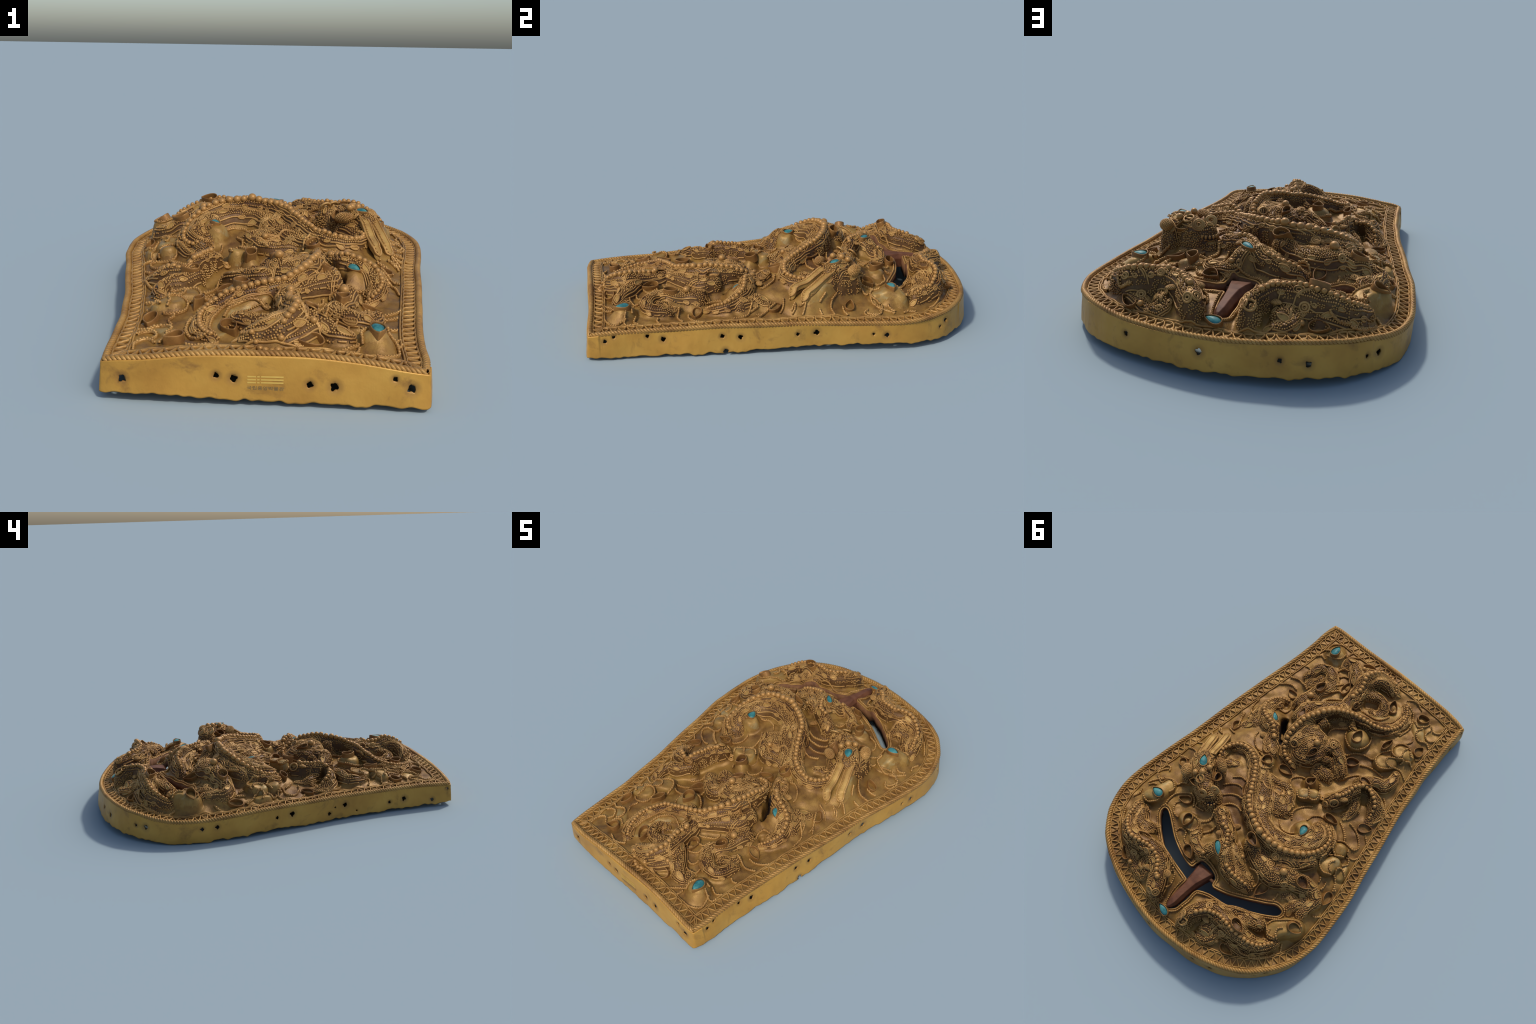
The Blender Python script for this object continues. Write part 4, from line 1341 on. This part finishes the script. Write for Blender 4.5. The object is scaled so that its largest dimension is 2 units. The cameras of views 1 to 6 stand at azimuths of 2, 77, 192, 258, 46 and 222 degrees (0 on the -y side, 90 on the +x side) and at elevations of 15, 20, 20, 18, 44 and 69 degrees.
flow = []
for owner, what, path in RIDGE_LINES:
    if len(path) < 6:
        continue
    left = side_of(path)
    tang = np.column_stack([left[:, 1], -left[:, 0]])
    flow.append(np.column_stack([path[:, :2], tang]))
    s = np.arange(len(path)) * 0.006
    if what == "tail_groove":
        rows_of = ((-0.9, "beads"), (0.9, "beads"))
    elif what == "mane":
        rows_of = ((-0.62, "wire"), (0.62, "wire"), (0.3, "beads"), (-0.3, "wire")) if path[:, 3].max() < 0.03 else ()
    else:
        rows_of = ((-0.80, "wire"), (0.80, "wire"), (-0.64, "beads"), (0.64, "beads"), (-0.95, "wire"), (0.95, "wire"))
    for k, kind in rows_of:
        sway = 0.22 * np.sin(s * 55) if kind == "wave" else 0
        q = even(path[:, :2] + left * (path[:, 3] * (k + sway))[:, None], 0.005 if kind != "beads" else 0.0085)
        for run in runs_on(owner, q, 4.5 if abs(k) > 0.9 else 2.8):
            p, nn = on_surface(run[:, 0], run[:, 1], 0.0024)
            if kind == "beads":
                filigree[owner].balls(p, np.full(len(p), 0.0042), 1)
                blocked += [(x, y, 0.006) for x, y in run]
            else:
                filigree[owner].add(*tube(p, 0.0030, 5, tall=1.4))
                blocked += [(x, y, 0.0055) for x, y in run]
flow = np.vstack(flow)

# wire teardrops and curls set along the bodies, and granules filling the rest
cellsize = 0.0070
weight = np.sqrt(1 + np.minimum(SLOPE, 5.5) ** 2) * (who >= 0)
pick = RNG.choice(weight.size, 420000, p=(weight / weight.sum()).ravel())
cand = np.column_stack([XX.ravel()[pick], YY.ravel()[pick]]) + RNG.uniform(-CELL / 2, CELL / 2, (len(pick), 2))
cj, ci = cell_of(cand)
lab = who[cj, ci]
is_dragon = np.array([DRAGON_OF.get(k, "plate") != "plate" and RELIEF.names[k][1] not in ("mane", "tail_groove") for k in range(len(RELIEF.names))] + [False])
ok = is_dragon[lab] & inside(PLATE_EDGE, cand[:, 0], cand[:, 1]) & ~inside(SLOT_LINE[:, :2], cand[:, 0], cand[:, 1]) & (SLOPE[cj, ci] < 5.5)
cand, lab = cand[ok], lab[ok]
cells, grid = [], {}
cell_floor = {k: Batch() for k in DRAGONS}
for (x, y), l in zip(cand[:9000], lab[:9000]):
    if np.any(np.hypot(BIG[:, 0] - x, BIG[:, 1] - y) < BIG[:, 2] + 0.008) or np.any(np.hypot(COL_XY[:, 0] - x, COL_XY[:, 1] - y) < 0.042):
        continue
    r = RNG.uniform(0.010, 0.022)
    if any(math.hypot(x - a, y - b2) < r + c + 0.011 for a, b2, c in cells):
        continue
    near = np.argmin((flow[:, 0] - x) ** 2 + (flow[:, 1] - y) ** 2)
    turn = math.atan2(flow[near, 3], flow[near, 2]) + RNG.choice([0, math.pi]) + RNG.normal(0, 0.35)
    if RNG.random() < 0.85:
        e = teardrop(2.4 * r, 1.3 * r, 18)
        closed = True
    else:
        a = np.linspace(0, 3.6 * math.pi, 26)
        e = np.column_stack([np.cos(a), np.sin(a)]) * np.linspace(r, 0.25 * r, 26)[:, None] * [1.15, .85]
        closed = False
    c, s = math.cos(turn), math.sin(turn)
    e = e @ np.array([[c, s], [-s, c]])
    p = on_tangent(x, y, e, 0.0022)
    if np.abs(p[:, 2] - sample(H, p[:, 0], p[:, 1])).max() > 0.012:
        continue
    cells.append((x, y, r))
    filigree[DRAGON_OF[int(l)]].add(*tube(p, 0.0025, 5, closed=closed, tall=1.5))
    if closed:
        mid = p.mean(0) + [0, 0, 0.001]
        n_ = len(p)
        cell_floor[DRAGON_OF[int(l)]].add(np.vstack([p - [0, 0, 0.001], mid]), [(i_, (i_ + 1) % n_, n_) for i_ in range(n_)])
blocked = np.array(blocked + [(x, y, r * 1.12) for x, y, r in cells])
bgrid = {}
for x, y, r in blocked:
    for di in range(int((x - r) / 0.02 + 500), int((x + r) / 0.02 + 500) + 1):
        for dj in range(int((y - r) / 0.02 + 500), int((y + r) / 0.02 + 500) + 1):
            bgrid.setdefault((di, dj), []).append((x, y, r * r))
chosen = {k: [] for k in DRAGONS}
height = sample(H, cand[:, 0], cand[:, 1])
near_cells = [(di, dj, dk) for di in (-1, 0, 1) for dj in (-1, 0, 1) for dk in (-1, 0, 1)]
for (x, y), z, l in zip(cand, height, lab):
    gi, gj, gk = int(x / cellsize + 1000), int(y / cellsize + 1000), int(z / cellsize)
    if any((x - a) ** 2 + (y - b2) ** 2 + (z - c) ** 2 < cellsize**2 for di, dj, dk in near_cells for a, b2, c in grid.get((gi + di, gj + dj, gk + dk), ())):
        continue
    if any((a - x) ** 2 + (b2 - y) ** 2 < c for a, b2, c in bgrid.get((int(x / 0.02 + 500), int(y / 0.02 + 500)), ())):
        continue
    if np.any((COL_XY[:, 0] - x) ** 2 + (COL_XY[:, 1] - y) ** 2 < 0.026**2):
        continue
    grid.setdefault((gi, gj, gk), []).append((x, y, z))
    chosen[DRAGON_OF[int(l)]].append((x, y))
total = 0
for k, pts in chosen.items():
    pts = np.array(pts)
    total += len(pts)
    c, nn = on_surface(pts[:, 0], pts[:, 1], 0.002)
    filigree[k].balls(c, RNG.uniform(0.0034, 0.0046, len(pts)), 1)
    filigree[k].build("filigree", MAT_WIRE, dragon(k))
    cell_floor[k].build("burnished_cell", MAT_CELL, dragon(k))
print("granules", total, "cells", len(cells), "beads", len(BIG))

# long locks of the mane: ribbons with a wire hem and a row of granules, falling to the border
def lock(path3, half):
    p = spline(np.asarray(path3), 0.004)
    left = side_of(p)
    n_ = len(p)
    cap = np.sqrt(np.clip(1 - np.clip((np.arange(n_) - (n_ - 5)) / 4.0, 0, 1) ** 2, 0.03, 1))
    w = half * cap
    prof = [(-1.0, -0.022), (-1.0, 0.0), (-0.6, 0.004), (0.0, 0.0055), (0.6, 0.004), (1.0, 0.0), (1.0, -0.022)]
    sec = [np.column_stack([p[:, :2] + left * (w * a)[:, None], p[:, 2] + h]) for a, h in prof]
    k = len(prof)
    v = np.stack(sec, 1).reshape(-1, 3)
    f = [(i_ * k + j_, i_ * k + j_ + 1, (i_ + 1) * k + j_ + 1, (i_ + 1) * k + j_) for i_ in range(n_ - 1) for j_ in range(k - 1)]
    f.append(tuple((n_ - 1) * k + j_ for j_ in range(4)))
    o_ = part("mane_lock", v, f[:-1], MAT_CELL, dragon("large_dragon"))
    hem = np.vstack([np.column_stack([p[:, :2] + left * (w * 0.96)[:, None], p[:, 2] + 0.001]),
                     np.column_stack([p[:, :2] - left * (w * 0.96)[:, None], p[:, 2] + 0.001])[::-1]])
    b_ = Batch()
    b_.add(*tube(hem, 0.0040, 6, tall=1.3))
    row = even(np.column_stack([p[:, :2] - left * (w * 0.45)[:, None], p[:, 2] + 0.0065]), 0.0085)
    b_.balls(row, np.full(len(row), 0.0040), 1)
    b_.build("mane_hem", MAT_WIRE, dragon("large_dragon"))


lock([(.414, .190, .330), (.422, .173, .316), (.436, .130, .290), (.446, .104, .273), (.455, .075, .256), (.463, .050, .243), (.472, .038, .222), (.480, .026, .206)], .0195)
lock([(.378, .148, .322), (.385, .128, .312), (.394, .090, .287), (.400, .060, .270), (.406, .025, .263), (.412, .002, .252), (.420, -.008, .236), (.429, -.020, .215)], .0185)
for (x_, y_, z_), r_ in (((.400, .186, .336), .020), ((.412, .170, .326), .021), ((.372, .160, .330), .019), ((.430, .200, .325), .018)):
    a = np.linspace(0.1 * math.pi, 1.1 * math.pi, 22)
    arc_ = np.column_stack([x_ + np.cos(a) * r_, y_ + np.sin(a) * r_, z_ + 0.004 - 0.006 * np.cos(a)])
    filigree_arc = Batch()
    filigree_arc.add(*tube(arc_, 0.0034, 6))
    filigree_arc.balls(even(np.column_stack([x_ + np.cos(a) * r_ * .72, y_ + np.sin(a) * r_ * .72, np.full(22, z_ + 0.004)]), 0.008), np.full(len(even(np.column_stack([np.cos(a) * r_ * .72, np.sin(a) * r_ * .72]), 0.008)), 0.0038), 1)
    filigree_arc.build("mane_scale", MAT_WIRE, dragon("large_dragon"))

# nostrils of the large dragon: coiled wire facing out of the muzzle
nostril = Batch()
axis = Vector((-.3, .75, .58)).normalized()
q = Vector((0, 0, 1)).rotation_difference(axis).to_matrix()
for cxn, cyn, czn in ((.259, .343, .345), (.222, .291, .350)):
    a = np.linspace(0, 5.2 * np.pi, 70)
    r = np.linspace(0.027, 0.010, 70)
    spiral = np.column_stack([np.cos(a) * r, np.sin(a) * r, np.linspace(0, 0.004, 70)])
    spiral = spiral @ np.array(q).T + [cxn, cyn, czn]
    nostril.add(*tube(spiral, 0.0048, 6))
nostril.build("nostril", MAT_WIRE, dragon("large_dragon"))

# open muzzle: lower jaw, teeth, and a near-black egg filling the mouth opening
v_, f_ = ICO[3]
turn_ = np.array(Matrix.Rotation(math.radians(141), 3, "Z").transposed())
part("jaw", (v_ * [.040, .030, .013]) @ turn_ + [.215, .333, .272], f_, MAT_CELL, dragon("large_dragon"))
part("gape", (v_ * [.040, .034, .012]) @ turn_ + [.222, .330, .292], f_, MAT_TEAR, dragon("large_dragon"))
for k_ in range(7):
    a_ = math.radians(141 + (k_ - 3) * 24)
    o_ = attach(bpy.data.objects.new("tooth", ball), dragon("large_dragon"))
    o_.location, o_.scale = (.222 + math.cos(a_) * .040, .330 + math.sin(a_) * .036, .300), (.0058, .0058, .0085)

# ------------------------------------------------------------------ tongue
def loft(sections):
    v = np.vstack(sections)
    k, n = len(sections[0]), len(sections)
    f = [(a * k + i, a * k + (i + 1) % k, (a + 1) * k + (i + 1) % k, (a + 1) * k + i) for a in range(n - 1) for i in range(k)]
    return v, f


secs = []
for x, y, top, bot, zt, zs, zb in ((-.004, .598, .038, .049, .214, .198, .15), (-.004, .612, .039, .050, .226, .204, .15), (.000, .655, .030, .040, .230, .206, .152),
                                   (.004, .695, .020, .034, .228, .204, .155), (.009, .760, .015, .029, .221, .198, .155), (.014, .835, .013, .025, .212, .191, .155),
                                   (.016, .862, .006, .013, .203, .190, .165), (.017, .872, .002, .005, .194, .186, .17)):
    secs.append(np.array([(x - bot, y, zb), (x + bot, y, zb), (x + bot, y, zs), (x + top, y, zt), (x - top, y, zt), (x - bot, y, zs)]))
tv, tf = loft(secs)
me = bpy.data.meshes.new("tongue")
me.from_pydata([tuple(p) for p in tv], [], tf + [tuple(range(5, -1, -1)), tuple(range(len(tv) - 6, len(tv)))])
me.materials.append(MAT_TONGUE)
tongue = attach(bpy.data.objects.new("tongue", me), ROOT)
bv = tongue.modifiers.new("worn_edges", "BEVEL")
bv.width, bv.segments, bv.limit_method = 0.006, 3, "NONE"
pin_v, pin_f = tube(np.array([[x, .625, .195] for x in np.linspace(-.085, .075, 6)]), 0.009, 10)
part("hinge_pin", pin_v, pin_f, MAT_LINING, ROOT)

# ------------------------------------------------------------------ marks printed on the front of the wall
from mathutils.bvhtree import BVHTree
WALL_TREE = BVHTree.FromPolygons([v.co[:] for v in WALL.data.vertices], [p.vertices[:] for p in WALL.data.polygons])


def on_front(u, z):
    """a place just proud of the outer face of the front wall"""
    hit = WALL_TREE.ray_cast(Vector((u, -2, z)), Vector((0, 1, 0)))[0]
    return (u, (hit.y if hit else -.976) - 0.0009, z)


def print_mesh(name, pts, faces, mat):
    me = bpy.data.meshes.new(name)
    me.from_pydata([on_front(u, z) for u, z in pts], [], faces)
    me.materials.append(mat)
    attach(bpy.data.objects.new(name, me), ROOT)


for z0 in (.0725, .0817, .0912):
    for u0, u1 in ((-.0660, -.0405), (-.0370, -.0297), (-.0262, .0405)):
        us = np.linspace(u0, u1, 10)
        pts = [(u, z0 + .0050) for u in us] + [(u, z0) for u in us]
        print_mesh("printed_bar", pts, [(i, 10 + i, 11 + i, i + 1) for i in range(9)], MAT_PALE_INK)
letters = bpy.data.curves.new("lettering", "FONT")
letters.body = "\uad6d\ub9bd\uc911\uc559\ubc15\ubb3c\uad00"
probe = bpy.data.objects.new("lettering", letters)
bpy.context.collection.objects.link(probe)
flat = bpy.data.meshes.new_from_object(probe.evaluated_get(bpy.context.evaluated_depsgraph_get()))
bpy.data.objects.remove(probe)
txy = np.array([v.co[:2] for v in flat.vertices])
lo, hi = txy.min(0), txy.max(0)
txy = (txy - lo) / (hi - lo)
print_mesh("lettering", [(-.067 + .1095 * a, .0530 + .0118 * b - .0022 * a) for a, b in txy], [tuple(p.vertices) for p in flat.polygons], MAT_INK)
